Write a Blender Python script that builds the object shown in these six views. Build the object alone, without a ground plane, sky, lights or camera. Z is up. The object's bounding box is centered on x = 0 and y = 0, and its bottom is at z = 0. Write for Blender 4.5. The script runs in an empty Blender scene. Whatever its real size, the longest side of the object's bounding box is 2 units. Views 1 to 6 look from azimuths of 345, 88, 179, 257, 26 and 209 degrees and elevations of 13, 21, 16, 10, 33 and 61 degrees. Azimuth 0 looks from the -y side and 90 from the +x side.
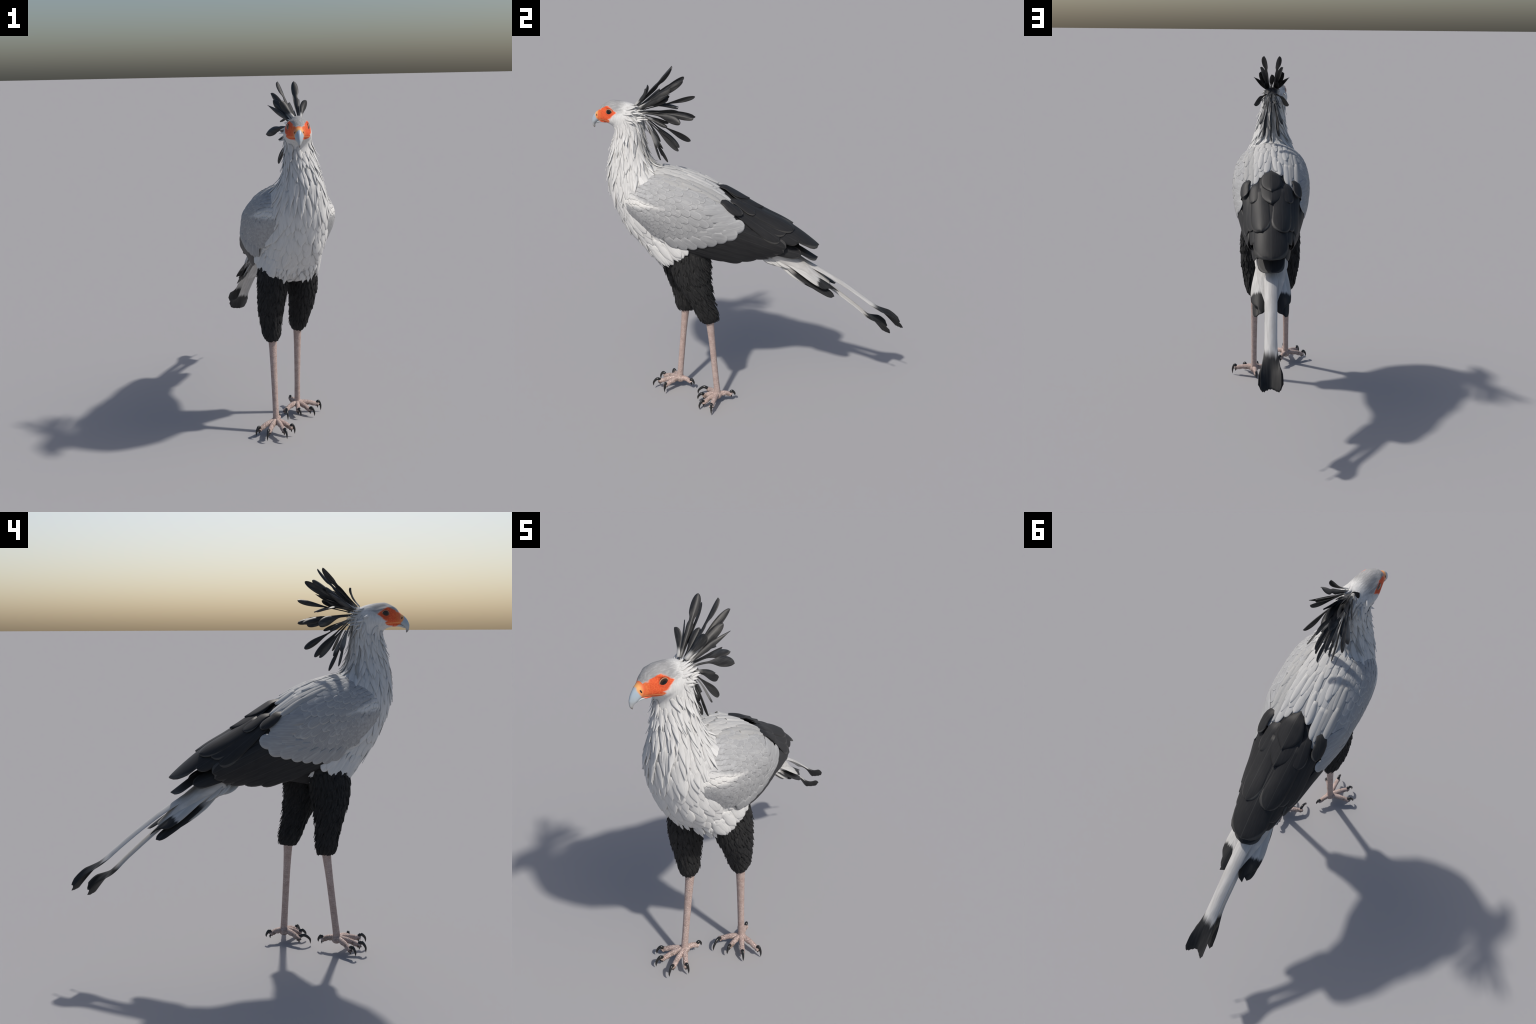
"""A standing long-legged raptor with a quill crest, black thighs and long tail plumes.

The bird is built part by part: one lofted body (head, neck, torso, abdomen), a
folded-wing surface laid over its back, and feathers that are real thin solids laid
over those surfaces row by row.  Legs, toes and claws are swept tubes.
Frame: metres, z up, bird faces -y, ground at z = 0.
"""
import bpy, math, random
import numpy as np
from mathutils import Vector, Matrix, Quaternion
from mathutils.bvhtree import BVHTree

rng = random.Random(7)
PI = math.pi
V = Vector


# ------------------------------------------------------------------ small maths
def smooth(a, b, x):
    t = min(1.0, max(0.0, (x - a) / (b - a))) if a != b else float(x > a)
    return t * t * (3 - 2 * t)


def lerp(a, b, t):
    return a + (b - a) * t


class Track:
    """Smooth interpolation (monotone cubic) of rows of values over a parameter."""

    def __init__(self, xs, rows):
        self.x = np.array(xs, float)
        self.y = np.array(rows, float)
        if self.y.ndim == 1:
            self.y = self.y[:, None]
        h = np.diff(self.x)[:, None]
        d = np.diff(self.y, axis=0) / h
        m = np.zeros_like(self.y)
        m[0], m[-1] = d[0], d[-1]
        if len(self.x) > 2:
            w1, w2 = 2 * h[1:] + h[:-1], h[1:] + 2 * h[:-1]
            same = d[1:] * d[:-1] > 0
            with np.errstate(divide="ignore", invalid="ignore"):
                harm = (w1 + w2) / (w1 / d[:-1] + w2 / d[1:])
            m[1:-1] = np.where(same, harm, 0.0)
        self.m = m

    def __call__(self, x):
        i = int(min(len(self.x) - 2, max(0, np.searchsorted(self.x, x) - 1)))
        h = self.x[i + 1] - self.x[i]
        t = (x - self.x[i]) / h
        if t < 0:
            return self.y[0] + self.m[0] * (x - self.x[0])
        if t > 1:
            return self.y[-1] + self.m[-1] * (x - self.x[-1])
        a, b = 2 * t**3 - 3 * t**2 + 1, t**3 - 2 * t**2 + t
        c, d = -2 * t**3 + 3 * t**2, t**3 - t**2
        return a * self.y[i] + b * h * self.m[i] + c * self.y[i + 1] + d * h * self.m[i + 1]


def catmull(pts, n):
    """n points along a Catmull-Rom curve through pts."""
    P = [V(p) for p in pts]
    P = [2 * P[0] - P[1]] + P + [2 * P[-1] - P[-2]]
    out = []
    segs = len(P) - 3
    for k in range(n):
        s = k / (n - 1) * segs
        i = min(int(s), segs - 1)
        t = s - i
        a, b, c, d = P[i : i + 4]
        out.append(0.5 * (2 * b + (c - a) * t + (2 * a - 5 * b + 4 * c - d) * t * t + (3 * b - a - 3 * c + d) * t**3))
    return out


# ------------------------------------------------------------------ material kit
class Kit:
    """A thin wrapper that lets shader masks be written as sums and products."""

    def __init__(self, name):
        m = bpy.data.materials.new(name)
        m.use_nodes = True
        self.mat, self.t = m, m.node_tree
        self.t.nodes.clear()
        self.out = self.t.nodes.new("ShaderNodeOutputMaterial")
        self.b = self.t.nodes.new("ShaderNodeBsdfPrincipled")
        self.t.links.new(self.b.outputs[0], self.out.inputs[0])
        self.tc = self.t.nodes.new("ShaderNodeTexCoord")

    def put(self, sock, v):
        if isinstance(v, (int, float)):
            sock.default_value = v
        elif isinstance(v, tuple):
            sock.default_value = v if len(v) == len(sock.default_value) else v + (1.0,)
        else:
            self.t.links.new(v, sock)

    def m(self, op, a, b=0.0, c=None, clamp=False):
        n = self.t.nodes.new("ShaderNodeMath")
        n.operation, n.use_clamp = op, clamp
        self.put(n.inputs[0], a)
        self.put(n.inputs[1], b)
        if c is not None:
            self.put(n.inputs[2], c)
        return n.outputs[0]

    def add(self, a, b): return self.m("ADD", a, b)
    def sub(self, a, b): return self.m("SUBTRACT", a, b)
    def mul(self, a, b): return self.m("MULTIPLY", a, b)
    def mx(self, a, b): return self.m("MAXIMUM", a, b)
    def mn(self, a, b): return self.m("MINIMUM", a, b)

    def step(self, x, lo, hi, a=0.0, b=1.0):
        n = self.t.nodes.new("ShaderNodeMapRange")
        n.interpolation_type = "SMOOTHSTEP"
        self.put(n.inputs[0], x)
        n.inputs[1].default_value, n.inputs[2].default_value = lo, hi
        n.inputs[3].default_value, n.inputs[4].default_value = a, b
        return n.outputs[0]

    def coords(self, kind="Object"):
        n = self.t.nodes.new("ShaderNodeSeparateXYZ")
        self.t.links.new(self.tc.outputs[kind], n.inputs[0])
        return n.outputs

    def vec(self, x, y, z):
        n = self.t.nodes.new("ShaderNodeCombineXYZ")
        for s, v in zip(n.inputs, (x, y, z)):
            self.put(s, v)
        return n.outputs[0]

    def scaled(self, sx, sy, sz, kind="Object", seed=True):
        n = self.t.nodes.new("ShaderNodeMapping")
        self.t.links.new(self.tc.outputs[kind], n.inputs[0])
        n.inputs[3].default_value = (sx, sy, sz)
        if seed:
            self.put(n.inputs[1], self.vec(self.mul(self.rand(), 37.0), self.mul(self.rand(), 11.0), 0.0))
        return n.outputs[0]

    def rand(self):
        if not hasattr(self, "_r"):
            self._r = self.t.nodes.new("ShaderNodeObjectInfo").outputs["Random"]
        return self._r

    def noise(self, vec=None, scale=5.0, detail=3.0, rough=0.55):
        n = self.t.nodes.new("ShaderNodeTexNoise")
        self.put(n.inputs["Vector"], vec if vec is not None else self.tc.outputs["Object"])
        n.inputs["Scale"].default_value = scale
        n.inputs["Detail"].default_value = detail
        n.inputs["Roughness"].default_value = rough
        return n.outputs[0]

    def voronoi(self, vec=None, scale=5.0, feature="F1"):
        n = self.t.nodes.new("ShaderNodeTexVoronoi")
        n.feature = feature
        self.put(n.inputs["Vector"], vec if vec is not None else self.tc.outputs["Object"])
        n.inputs["Scale"].default_value = scale
        return n.outputs["Distance"]

    def mix(self, f, a, b):
        n = self.t.nodes.new("ShaderNodeMix")
        n.data_type = "RGBA"
        self.put(n.inputs[0], f)
        self.put(n.inputs[6], a)
        self.put(n.inputs[7], b)
        return n.outputs[2]

    def bump(self, h, strength=0.3, dist=0.002):
        n = self.t.nodes.new("ShaderNodeBump")
        n.inputs["Strength"].default_value = strength
        n.inputs["Distance"].default_value = dist
        self.put(n.inputs["Height"], h)
        self.t.links.new(n.outputs[0], self.b.inputs["Normal"])

    def done(self, color, rough=0.65, spec=0.3, **kw):
        self.put(self.b.inputs["Base Color"], color)
        self.put(self.b.inputs["Roughness"], rough)
        self.b.inputs["Specular IOR Level"].default_value = spec
        for k, v in kw.items():
            self.b.inputs[k.replace("_", " ")].default_value = v
        return self.mat


WHITE = (0.63, 0.626, 0.613)
GREY = (0.325, 0.327, 0.33)
PALE = (0.47, 0.47, 0.465)
BLACK = (0.021, 0.021, 0.022)
YAW = math.radians(-15)
PIVOT_Y = -0.60


def barbs(k, kind="Object", fine=1.0):
    """Fine barbs: streaks that run along the feather."""
    a = k.noise(k.scaled(230 * fine, 16 * fine, 60 * fine, kind), 1.0, 3)
    b = k.noise(k.scaled(40 * fine, 9 * fine, 40 * fine, kind), 1.0, 2)
    return a, b


def mat_white_feather(name, tone=1.0, dark_root=0.0):
    k = Kit(name)
    a, b = barbs(k)
    g = k.coords("Generated")
    col = k.mix(k.step(a, 0.3, 0.7), tuple(c * tone * 0.90 for c in WHITE), tuple(c * tone for c in WHITE))
    col = k.mix(k.mul(k.step(b, 0.55, 0.75), 0.28), col, tuple(c * tone * 0.72 for c in WHITE))
    if dark_root:
        col = k.mix(k.mul(k.step(g[1], 0.75, 0.1), dark_root), col, tuple(c * 0.45 for c in WHITE))
    k.bump(a, 0.25, 0.0015)
    return k.done(col, 0.75, 0.2)


def outline_edge(k, g, peak=0.6):
    """0 in the middle of a round-tipped feather, 1 on its rim."""
    t = g[1]
    across = k.m("ABSOLUTE", k.sub(k.mul(g[0], 2.0), 1.0))
    end = k.mx(k.mul(k.sub(t, peak), 1 / (1 - peak)), 0.0)
    return k.m("SQRT", k.add(k.mul(across, across), k.mul(end, end)))


def shoulder_patch(k):
    """White streak over the bend of the wing, in the frame of the bird."""
    geo = k.t.nodes.new("ShaderNodeNewGeometry")
    s = k.t.nodes.new("ShaderNodeSeparateXYZ")
    k.t.links.new(geo.outputs["Position"], s.inputs[0])
    y, z = s.outputs[1], s.outputs[2]
    # a tapering streak along the line through (-.68, 1.335) and (-.50, 1.295)
    u = k.add(k.mul(k.add(y, 0.68), 0.976), k.mul(k.sub(z, 1.325), -0.217))
    v = k.add(k.mul(k.add(y, 0.68), 0.217), k.mul(k.sub(z, 1.325), 0.976))
    half = k.step(u, -0.03, 0.20, 0.030, 0.003)
    n = k.noise(geo.outputs["Position"], 38.0, 3)
    d = k.sub(k.add(k.m("ABSOLUTE", v), k.mul(k.sub(n, 0.5), 0.03)), half)
    on = k.step(d, 0.012, -0.012)
    on = k.mul(on, k.mul(k.step(u, -0.10, -0.03), k.step(u, 0.23, 0.16)))
    return on, geo, y, z


def mat_covert(name, small=False):
    k = Kit(name)
    a, b = barbs(k)
    g = k.coords("Generated")
    e = outline_edge(k, g)
    edge = k.step(k.add(e, k.mul(k.sub(b, 0.5), 0.25)), 0.62, 0.98)
    edge = k.mul(edge, k.step(g[1], 0.25, 0.5))
    base = k.mix(k.step(a, 0.3, 0.72), tuple(c * 0.85 for c in GREY), tuple(c * 1.05 for c in GREY))
    base = k.mix(k.mul(k.step(b, 0.5, 0.7), 0.35), base, PALE)
    base = k.mix(k.mul(k.rand(), 0.30), base, tuple(c * 1.25 for c in GREY))
    col = k.mix(k.mul(edge, 0.3 if small else 0.65), base, PALE)
    shaft = k.step(k.m("ABSOLUTE", k.sub(g[0], 0.5)), 0.022, 0.008)
    col = k.mix(k.mul(shaft, 0.35), col, PALE)
    on, geo, y, z = shoulder_patch(k)
    col = k.mix(k.mul(on, 0.7), col, (0.66, 0.65, 0.625))
    k.bump(a, 0.18, 0.001)
    return k.done(col, 0.75, 0.2)


def mat_black_feather(name, rim=0.28, rough=0.55):
    k = Kit(name)
    a, b = barbs(k)
    g = k.coords("Generated")
    col = k.mix(k.step(a, 0.3, 0.75), tuple(c * 0.85 for c in BLACK), tuple(c * 1.15 for c in BLACK))
    col = k.mix(k.mul(k.step(b, 0.55, 0.75), 0.25), col, (0.030, 0.030, 0.030))
    e = outline_edge(k, g)
    line = k.mul(k.step(e, 0.94, 1.0), k.step(g[1], 0.45, 0.7))
    col = k.mix(k.mul(line, rim), col, (0.16, 0.155, 0.145))
    shaft = k.step(k.m("ABSOLUTE", k.sub(g[0], 0.5)), 0.012, 0.004)
    col = k.mix(k.mul(shaft, 0.25), col, (0.10, 0.10, 0.095))
    k.bump(a, 0.10, 0.0008)
    return k.done(col, rough, 0.22)


def mat_thigh(name):
    k = Kit(name)
    a = k.noise(k.scaled(120, 120, 30), 1.0, 3)
    col = k.mix(k.step(a, 0.3, 0.75), (0.013, 0.013, 0.0135), (0.026, 0.026, 0.026))
    k.bump(a, 0.5, 0.003)
    return k.done(col, 0.75, 0.2)


def mat_crest(name, root_white=0.35, pale_tone=0.50):
    k = Kit(name)
    a, b = barbs(k)
    g = k.coords("Generated")
    col = k.mix(k.step(a, 0.3, 0.75), (0.012, 0.012, 0.013), (0.036, 0.036, 0.036))
    col = k.mix(k.mul(k.step(b, 0.52, 0.7), 0.7), col, (0.075, 0.072, 0.068))
    pale = k.step(k.add(g[1], k.mul(k.sub(b, 0.5), 0.35)), root_white + 0.1, root_white - 0.12)
    col = k.mix(k.mul(pale, 0.75), col, (pale_tone, pale_tone * 0.99, pale_tone * 0.965))
    k.bump(a, 0.25, 0.001)
    return k.done(col, 0.5, 0.4)


def mat_tail(name, start, pale=(0.50, 0.49, 0.475), soft=0.03):
    """Pale plume with a ragged change to black towards the tip."""
    k = Kit(name)
    g = k.coords("Generated")
    a = k.noise(k.scaled(90, 6, 30), 1.0, 3)
    c = k.noise(k.scaled(14, 1.2, 1.0, "Generated"), 1.0, 3)
    b = k.noise(k.scaled(26, 7, 26), 1.0, 3)
    col = k.mix(k.step(a, 0.3, 0.7), tuple(x * 0.86 for x in pale), tuple(x * 1.06 for x in pale))
    col = k.mix(k.mul(k.step(b, 0.52, 0.72), 0.5), col, (0.40, 0.38, 0.36))
    f = k.step(k.add(g[1], k.mul(k.sub(c, 0.5), 0.11)), start - soft, start + soft)
    dark = k.mix(k.step(a, 0.3, 0.75), (0.014, 0.014, 0.015), (0.03, 0.03, 0.03))
    col = k.mix(f, col, dark)
    k.bump(a, 0.2, 0.001)
    return k.done(col, 0.6, 0.25)


def mat_body(name):
    """Skin plumage under the laid feathers: white breast, black belly, bare face."""
    k = Kit(name)
    P = k.coords("Object")
    a = k.noise(k.scaled(150, 150, 30, seed=False), 1.0, 3)
    b = k.noise(None, 30.0, 4)
    # head frame: undo the turn of the head
    cs, sn = math.cos(-YAW), math.sin(-YAW)
    yy = k.sub(P[1], PIVOT_Y)
    hx = k.sub(k.mul(P[0], cs), k.mul(yy, sn))
    hy = k.add(k.add(k.mul(P[0], sn), k.mul(yy, cs)), PIVOT_Y)
    hz = P[2]
    n1 = k.noise(k.vec(hx, hy, hz), 95.0, 4)
    jit = k.mul(k.sub(n1, 0.5), 0.010)
    streak = k.noise(k.vec(k.mul(hx, 170.0), k.mul(hy, 32.0), k.mul(hz, 130.0)), 1.0, 4)

    white = k.mix(k.step(a, 0.3, 0.7), tuple(c * 0.86 for c in WHITE), WHITE)
    white = k.mix(k.mul(k.step(b, 0.5, 0.7), 0.25), white, tuple(c * 0.70 for c in WHITE))
    # belly between the legs is black, the vent is pale again
    belly = k.mul(k.step(P[2], 1.07, 1.05), k.mul(k.step(P[1], -0.47, -0.43), k.step(P[1], 0.02, -0.02)))
    col = k.mix(belly, white, (0.017, 0.017, 0.018))
    # grey crown: strongest above the eye and on the forehead
    crown = k.mul(k.step(k.add(hz, jit), 1.768, 1.795), k.step(k.add(hy, jit), -0.66, -0.72))
    col = k.mix(k.mul(crown, k.step(streak, 0.25, 0.75, 0.62, 1.0)), col, (0.19, 0.19, 0.195))
    ear = k.mul(k.step(k.add(hz, k.mul(hy, -0.35)), 1.995, 2.03), k.step(hy, -0.63, -0.70))
    col = k.mix(k.mul(ear, k.step(streak, 0.35, 0.7, 0.1, 0.75)), col, (0.27, 0.27, 0.27))
    # bare orange face, a union of a brow ellipse, a rear point and a gape band
    def ell(cy, cz, ry, rz):
        dy = k.mul(k.sub(hy, cy), 1 / ry)
        dz = k.mul(k.sub(hz, cz), 1 / rz)
        return k.m("SQRT", k.add(k.m("POWER", k.m("ABSOLUTE", dy), 2.0), k.m("POWER", k.m("ABSOLUTE", dz), 2.0)))
    e1 = ell(-0.775, 1.770, 0.043, 0.0345)
    e2 = ell(-0.815, 1.748, 0.046, 0.036)
    e3 = ell(-0.790, 1.727, 0.034, 0.0135)
    # point behind the eye
    dpt = k.add(k.mul(k.m("ABSOLUTE", k.sub(hz, 1.772)), 1.5), k.add(hy, 0.712))
    pt = k.mx(k.add(k.mul(dpt, 22.0), 1.0), k.mul(k.sub(-0.775, hy), 30.0))
    d = k.mn(k.mn(e1, e2), k.mn(e3, pt))
    d = k.add(k.add(d, k.mul(jit, 16.0)), k.mul(k.sub(streak, 0.5), 0.22))
    face = k.step(d, 1.12, 0.88)
    face = k.mul(face, k.step(hy, -0.69, -0.71))
    # the grey forehead comes down between the eyes to the base of the beak
    fore = k.sub(k.m("ABSOLUTE", hx), k.add(k.add(0.010, k.mul(k.sub(hz, 1.772), 0.95)), k.mul(jit, 0.6)))
    face = k.mul(face, k.step(fore, -0.002, 0.003))
    n2 = k.noise(k.vec(hx, hy, hz), 160.0, 4)
    orange = k.mix(k.step(n2, 0.35, 0.7), (0.62, 0.078, 0.024), (0.74, 0.135, 0.042))
    orange = k.mix(k.mul(k.step(hy, -0.800, -0.845), 0.6), orange, (0.74, 0.25, 0.07))
    # pale lower lid band along the gape
    gape = k.mul(k.step(k.m("ABSOLUTE", k.add(k.sub(hz, 1.727), k.mul(k.add(hy, 0.79), 0.06))), 0.0035, 0.001), k.step(hy, -0.755, -0.765))
    orange = k.mix(k.mul(gape, 0.7), orange, (0.80, 0.33, 0.12))
    col = k.mix(face, col, orange)
    rim = k.mul(k.mul(k.step(d, 0.86, 1.0), k.step(d, 1.2, 1.0)), k.step(fore, -0.002, 0.003))
    col = k.mix(k.mul(rim, 0.25), col, (0.75, 0.42, 0.30))
    # darker skin close around the eye
    er = ell(-0.756, 1.772, 1.0, 1.0)
    col = k.mix(k.mul(k.step(er, 0.030, 0.019), k.mul(face, 0.45)), col, (0.40, 0.05, 0.018))
    k.bump(k.add(k.mul(a, 0.5), streak), 0.30, 0.0016)
    return k.done(col, 0.7, 0.25)


def mat_beak():
    k = Kit("horn_of_beak")
    P = k.coords("Object")
    cs, sn = math.cos(-YAW), math.sin(-YAW)
    yy = k.sub(P[1], PIVOT_Y)
    hy = k.add(k.add(k.mul(P[0], sn), k.mul(yy, cs)), PIVOT_Y)
    hz = P[2]
    n = k.noise(None, 60.0, 3)
    # cere boundary slants: runs forward at the top
    dz = k.sub(hz, 1.757)
    s = k.add(k.sub(hy, k.mul(k.mul(dz, dz), 18.0)), k.mul(k.sub(n, 0.5), 0.005))
    cere = k.step(s, -0.859, -0.852)
    horn = k.mix(k.step(hz, 1.69, 1.745), (0.42, 0.43, 0.43), (0.34, 0.41, 0.47))
    horn = k.mix(k.step(hz, 1.700, 1.680), horn, (0.20, 0.18, 0.165))
    yellow = k.mix(k.step(hy, -0.846, -0.828), k.mix(k.step(hz, 1.735, 1.762), (0.72, 0.25, 0.075), (0.74, 0.36, 0.12)), (0.68, 0.11, 0.035))
    col = k.mix(cere, horn, yellow)
    return k.done(col, 0.38, 0.45)


def mat_eye():
    k = Kit("eye_glass")
    P = k.coords("Object")
    r = k.m("SQRT", k.add(k.m("POWER", k.m("ABSOLUTE", P[1]), 2.0), k.m("POWER", k.m("ABSOLUTE", P[2]), 2.0)))
    iris = k.mix(k.noise(None, 400.0, 2), (0.016, 0.008, 0.005), (0.05, 0.021, 0.012))
    col = k.mix(k.step(r, 0.0105, 0.0090), iris, (0.004, 0.004, 0.004))
    col = k.mix(k.step(r, 0.0160, 0.0172), col, (0.006, 0.005, 0.005))
    return k.done(col, 0.12, 0.3, Coat_Weight=0.25, Coat_Roughness=0.05)


def mat_skin(name, scutes=True):
    k = Kit(name)
    P = k.coords("Object")
    n = k.noise(None, 45.0, 4)
    v = k.voronoi(None, 150.0, "DISTANCE_TO_EDGE")
    gap = k.step(v, 0.10, 0.0)
    col = k.mix(k.step(n, 0.3, 0.7), (0.54, 0.400, 0.355), (0.66, 0.525, 0.475))
    col = k.mix(k.mul(gap, 0.45), col, (0.24, 0.155, 0.135))
    grime = k.step(k.noise(None, 38.0, 4), 0.50, 0.66)
    low = k.step(P[2], 0.10, 0.05)
    col = k.mix(k.mul(k.mul(grime, low), 0.8), col, (0.20, 0.150, 0.115))
    h = k.step(v, 0.0, 0.16)
    if scutes:
        w = k.t.nodes.new("ShaderNodeTexWave")
        w.bands_direction, w.wave_profile = "Z", "SAW"
        w.inputs["Scale"].default_value = 26.0
        w.inputs["Distortion"].default_value = 1.2
        k.t.links.new(k.tc.outputs["Object"], w.inputs["Vector"])
        h = k.add(k.mul(h, 0.6), k.mul(w.outputs[1], 0.5))
        ln = k.step(w.outputs[1], 0.10, 0.0)
        col = k.mix(k.mul(ln, 0.6), col, (0.33, 0.21, 0.185))
    k.bump(h, 0.9, 0.0035)
    return k.done(col, 0.6, 0.3)


def mat_plain(name, c, rough, spec=0.4):
    k = Kit(name)
    n = k.noise(None, 70.0, 3)
    return k.done(k.mix(k.step(n, 0.3, 0.7), tuple(x * 0.8 for x in c), tuple(x * 1.2 for x in c)), rough, spec)


M_WHITE = mat_white_feather("white_plume")
M_NECK = mat_white_feather("neck_plume", 0.97, 0.25)
M_BACK = mat_white_feather("back_plume", 0.76)
M_SCAP = mat_white_feather("scapular_plume", 0.60)
M_NAPE = mat_white_feather("nape_plume", 0.62, 0.5)
M_COVERT = mat_covert("grey_covert")
M_GREATER = mat_covert("grey_greater_covert", True)
M_BLACK = mat_black_feather("black_quill")
M_THIGH = mat_thigh("black_down")
M_CREST = mat_crest("crest_quill", 0.02)
M_CREST_G = mat_crest("crest_quill_grey", 0.38, 0.28)
M_CREST_N = mat_crest("crest_quill_nape", 0.85, 0.17)
M_CREST_T = mat_crest("crest_quill_pale_root", 0.30)
M_BODY = mat_body("body_plumage")
M_BEAK = mat_beak()
M_EYE = mat_eye()
M_LID = mat_plain("eyelid_skin", (0.42, 0.19, 0.10), 0.5)
M_SKIN = mat_skin("leg_scales")
M_TOE = mat_skin("toe_scales", False)
M_CLAW = mat_plain("claw_horn", (0.013, 0.013, 0.013), 0.28, 0.5)
M_NOSTRIL = mat_plain("nostril_dark", (0.02, 0.012, 0.01), 0.6)

# ------------------------------------------------------------------ scene tree
root = bpy.data.objects.new("secretary_bird", None)
bpy.context.collection.objects.link(root)
root["label"] = "tall grey-white raptor with black quill crest and long tail"
root["category"] = "bird"


def make(name, verts, faces, mat, parent, matrix=None, shade=True, kind=None):
    me = bpy.data.meshes.new(name)
    me.from_pydata([tuple(v) for v in verts], [], faces)
    me.materials.append(mat)
    if shade:
        me.polygons.foreach_set("use_smooth", [True] * len(me.polygons))
    me.update()
    ob = bpy.data.objects.new(name, me)
    bpy.context.collection.objects.link(ob)
    ob.parent = parent
    if matrix is not None:
        ob.matrix_basis = matrix
    if kind:
        ob["kind"] = kind
    return ob


class Stuff:
    """Collects many small solids into one joined mesh."""

    def __init__(self):
        self.v, self.f = [], []

    def add(self, v, f):
        o = len(self.v)
        self.v += [tuple(p) for p in v]
        self.f += [tuple(i + o for i in q) for q in f]


# ------------------------------------------------------------------ the body loft
# Each row is one slice, tail to beak: front/low point, back/high point, half width, egg
SLICES = [
    (0.16, 0.885, 0.20, 0.905, 0.030, 0.0),
    (0.10, 0.900, 0.19, 0.940, 0.060, 0.0),
    (0.00, 0.925, 0.17, 0.985, 0.082, 0.0),
    (-0.12, 0.928, 0.13, 1.040, 0.098, 0.0),
    (-0.25, 0.918, 0.08, 1.100, 0.118, 0.0),
    (-0.38, 0.895, 0.00, 1.175, 0.138, 0.0),
    (-0.465, 0.892, -0.08, 1.240, 0.152, 0.0),
    (-0.530, 0.918, -0.16, 1.300, 0.163, 0.1),
    (-0.590, 0.970, -0.25, 1.360, 0.171, 0.1),
    (-0.652, 1.037, -0.33, 1.398, 0.175, 0.1),
    (-0.706, 1.105, -0.40, 1.425, 0.173, 0.1),
    (-0.744, 1.175, -0.455, 1.444, 0.167, 0.0),
    (-0.774, 1.250, -0.495, 1.458, 0.157, 0.0),
    (-0.794, 1.320, -0.525, 1.470, 0.143, 0.0),
    (-0.801, 1.390, -0.548, 1.488, 0.127, 0.0),
    (-0.799, 1.450, -0.563, 1.515, 0.111, 0.0),
    (-0.788, 1.510, -0.577, 1.560, 0.096, 0.0),
    (-0.772, 1.575, -0.586, 1.620, 0.083, 0.0),
    (-0.757, 1.630, -0.590, 1.680, 0.074, 0.0),
    (-0.750, 1.668, -0.592, 1.735, 0.071, 0.05),
    (-0.755, 1.688, -0.605, 1.785, 0.073, 0.15),
    (-0.764, 1.697, -0.645, 1.812, 0.071, 0.22),
    (-0.776, 1.703, -0.700, 1.826, 0.064, 0.24),
    (-0.790, 1.707, -0.750, 1.831, 0.0545, 0.20),
    (-0.803, 1.710, -0.790, 1.818, 0.0455, 0.14),
    (-0.817, 1.713, -0.817, 1.801, 0.0365, 0.10),
    (-0.832, 1.714, -0.831, 1.783, 0.0275, 0.06),
    (-0.846, 1.717, -0.842, 1.768, 0.0190, 0.0),
]
body_track = Track(range(len(SLICES)), SLICES)


def turn_head(p, amount):
    a = YAW * amount
    c, s = math.cos(a), math.sin(a)
    x, y = p[0], p[1] - PIVOT_Y
    return V((c * x - s * y, s * x + c * y + PIVOT_Y, p[2]))


def body_at(u, th):
    """Point of the body surface; th = 0 at the front/low line, pi at the back."""
    fy, fz, by, bz, w, egg = body_track(u)
    c, s = math.cos(th), math.sin(th)
    k = 0.5 + 0.5 * c
    box = 0.92 - 0.36 * math.exp(-(((u - 7.3) / 1.9) ** 2)) * max(0.0, c)
    x = w * math.copysign(abs(s) ** box, s) * (1 + egg * c)
    y, z = by + (fy - by) * k, bz + (fz - bz) * k
    if u > 20.5:
        # brow ridge above the eye and a shallow socket
        hy, hz = y + 0.756, z - 1.772
        d = math.hypot(hy, hz)
        side = math.copysign(1, x) if abs(x) > 0.015 else 0.0
        brow = math.exp(-((hz - 0.027 + hy * 0.25) / 0.010) ** 2) * math.exp(-(hy / 0.045) ** 2)
        x += side * (0.0085 * brow - 0.0035 * math.exp(-((d / 0.024) ** 2)))
        lore = math.exp(-((hz + 0.012) / 0.020) ** 2) * math.exp(-((hy + 0.05) / 0.03) ** 2)
        x -= side * 0.003 * lore
    return turn_head((x, y, z), smooth(15.5, 20.5, u))


NU, NT = 10, 112
rings = [i / NU for i in range((len(SLICES) - 1) * NU + 1)]
body_v, body_f = [], []
for u in rings:
    body_v += [body_at(u, 2 * PI * j / NT) for j in range(NT)]
for i in range(len(rings) - 1):
    for j in range(NT):
        a, b = i * NT + j, i * NT + (j + 1) % NT
        body_f.append((a, b, b + NT, a + NT))
body_v.append(body_at(0.0, 0).lerp(body_at(0.0, PI), 0.5))
for j in range(NT):
    body_f.append((len(body_v) - 1, (j + 1) % NT, j))
body_bvh = BVHTree.FromPolygons(body_v, body_f)

whole = bpy.data.meshes.new("whole_body")
whole.from_pydata([tuple(v) for v in body_v], [], body_f)
whole.update()
body_n = [tuple(v.normal) for v in whole.vertices]
flip = 1 if V(body_n[int(10 * NU) * NT]).dot(V((0, -1, 0))) > 0 else -1
bpy.data.meshes.remove(whole)
if flip < 0:
    body_f = [tuple(reversed(f)) for f in body_f]
    body_n = [tuple(-c for c in n) for n in body_n]
    body_bvh = BVHTree.FromPolygons(body_v, body_f)


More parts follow.
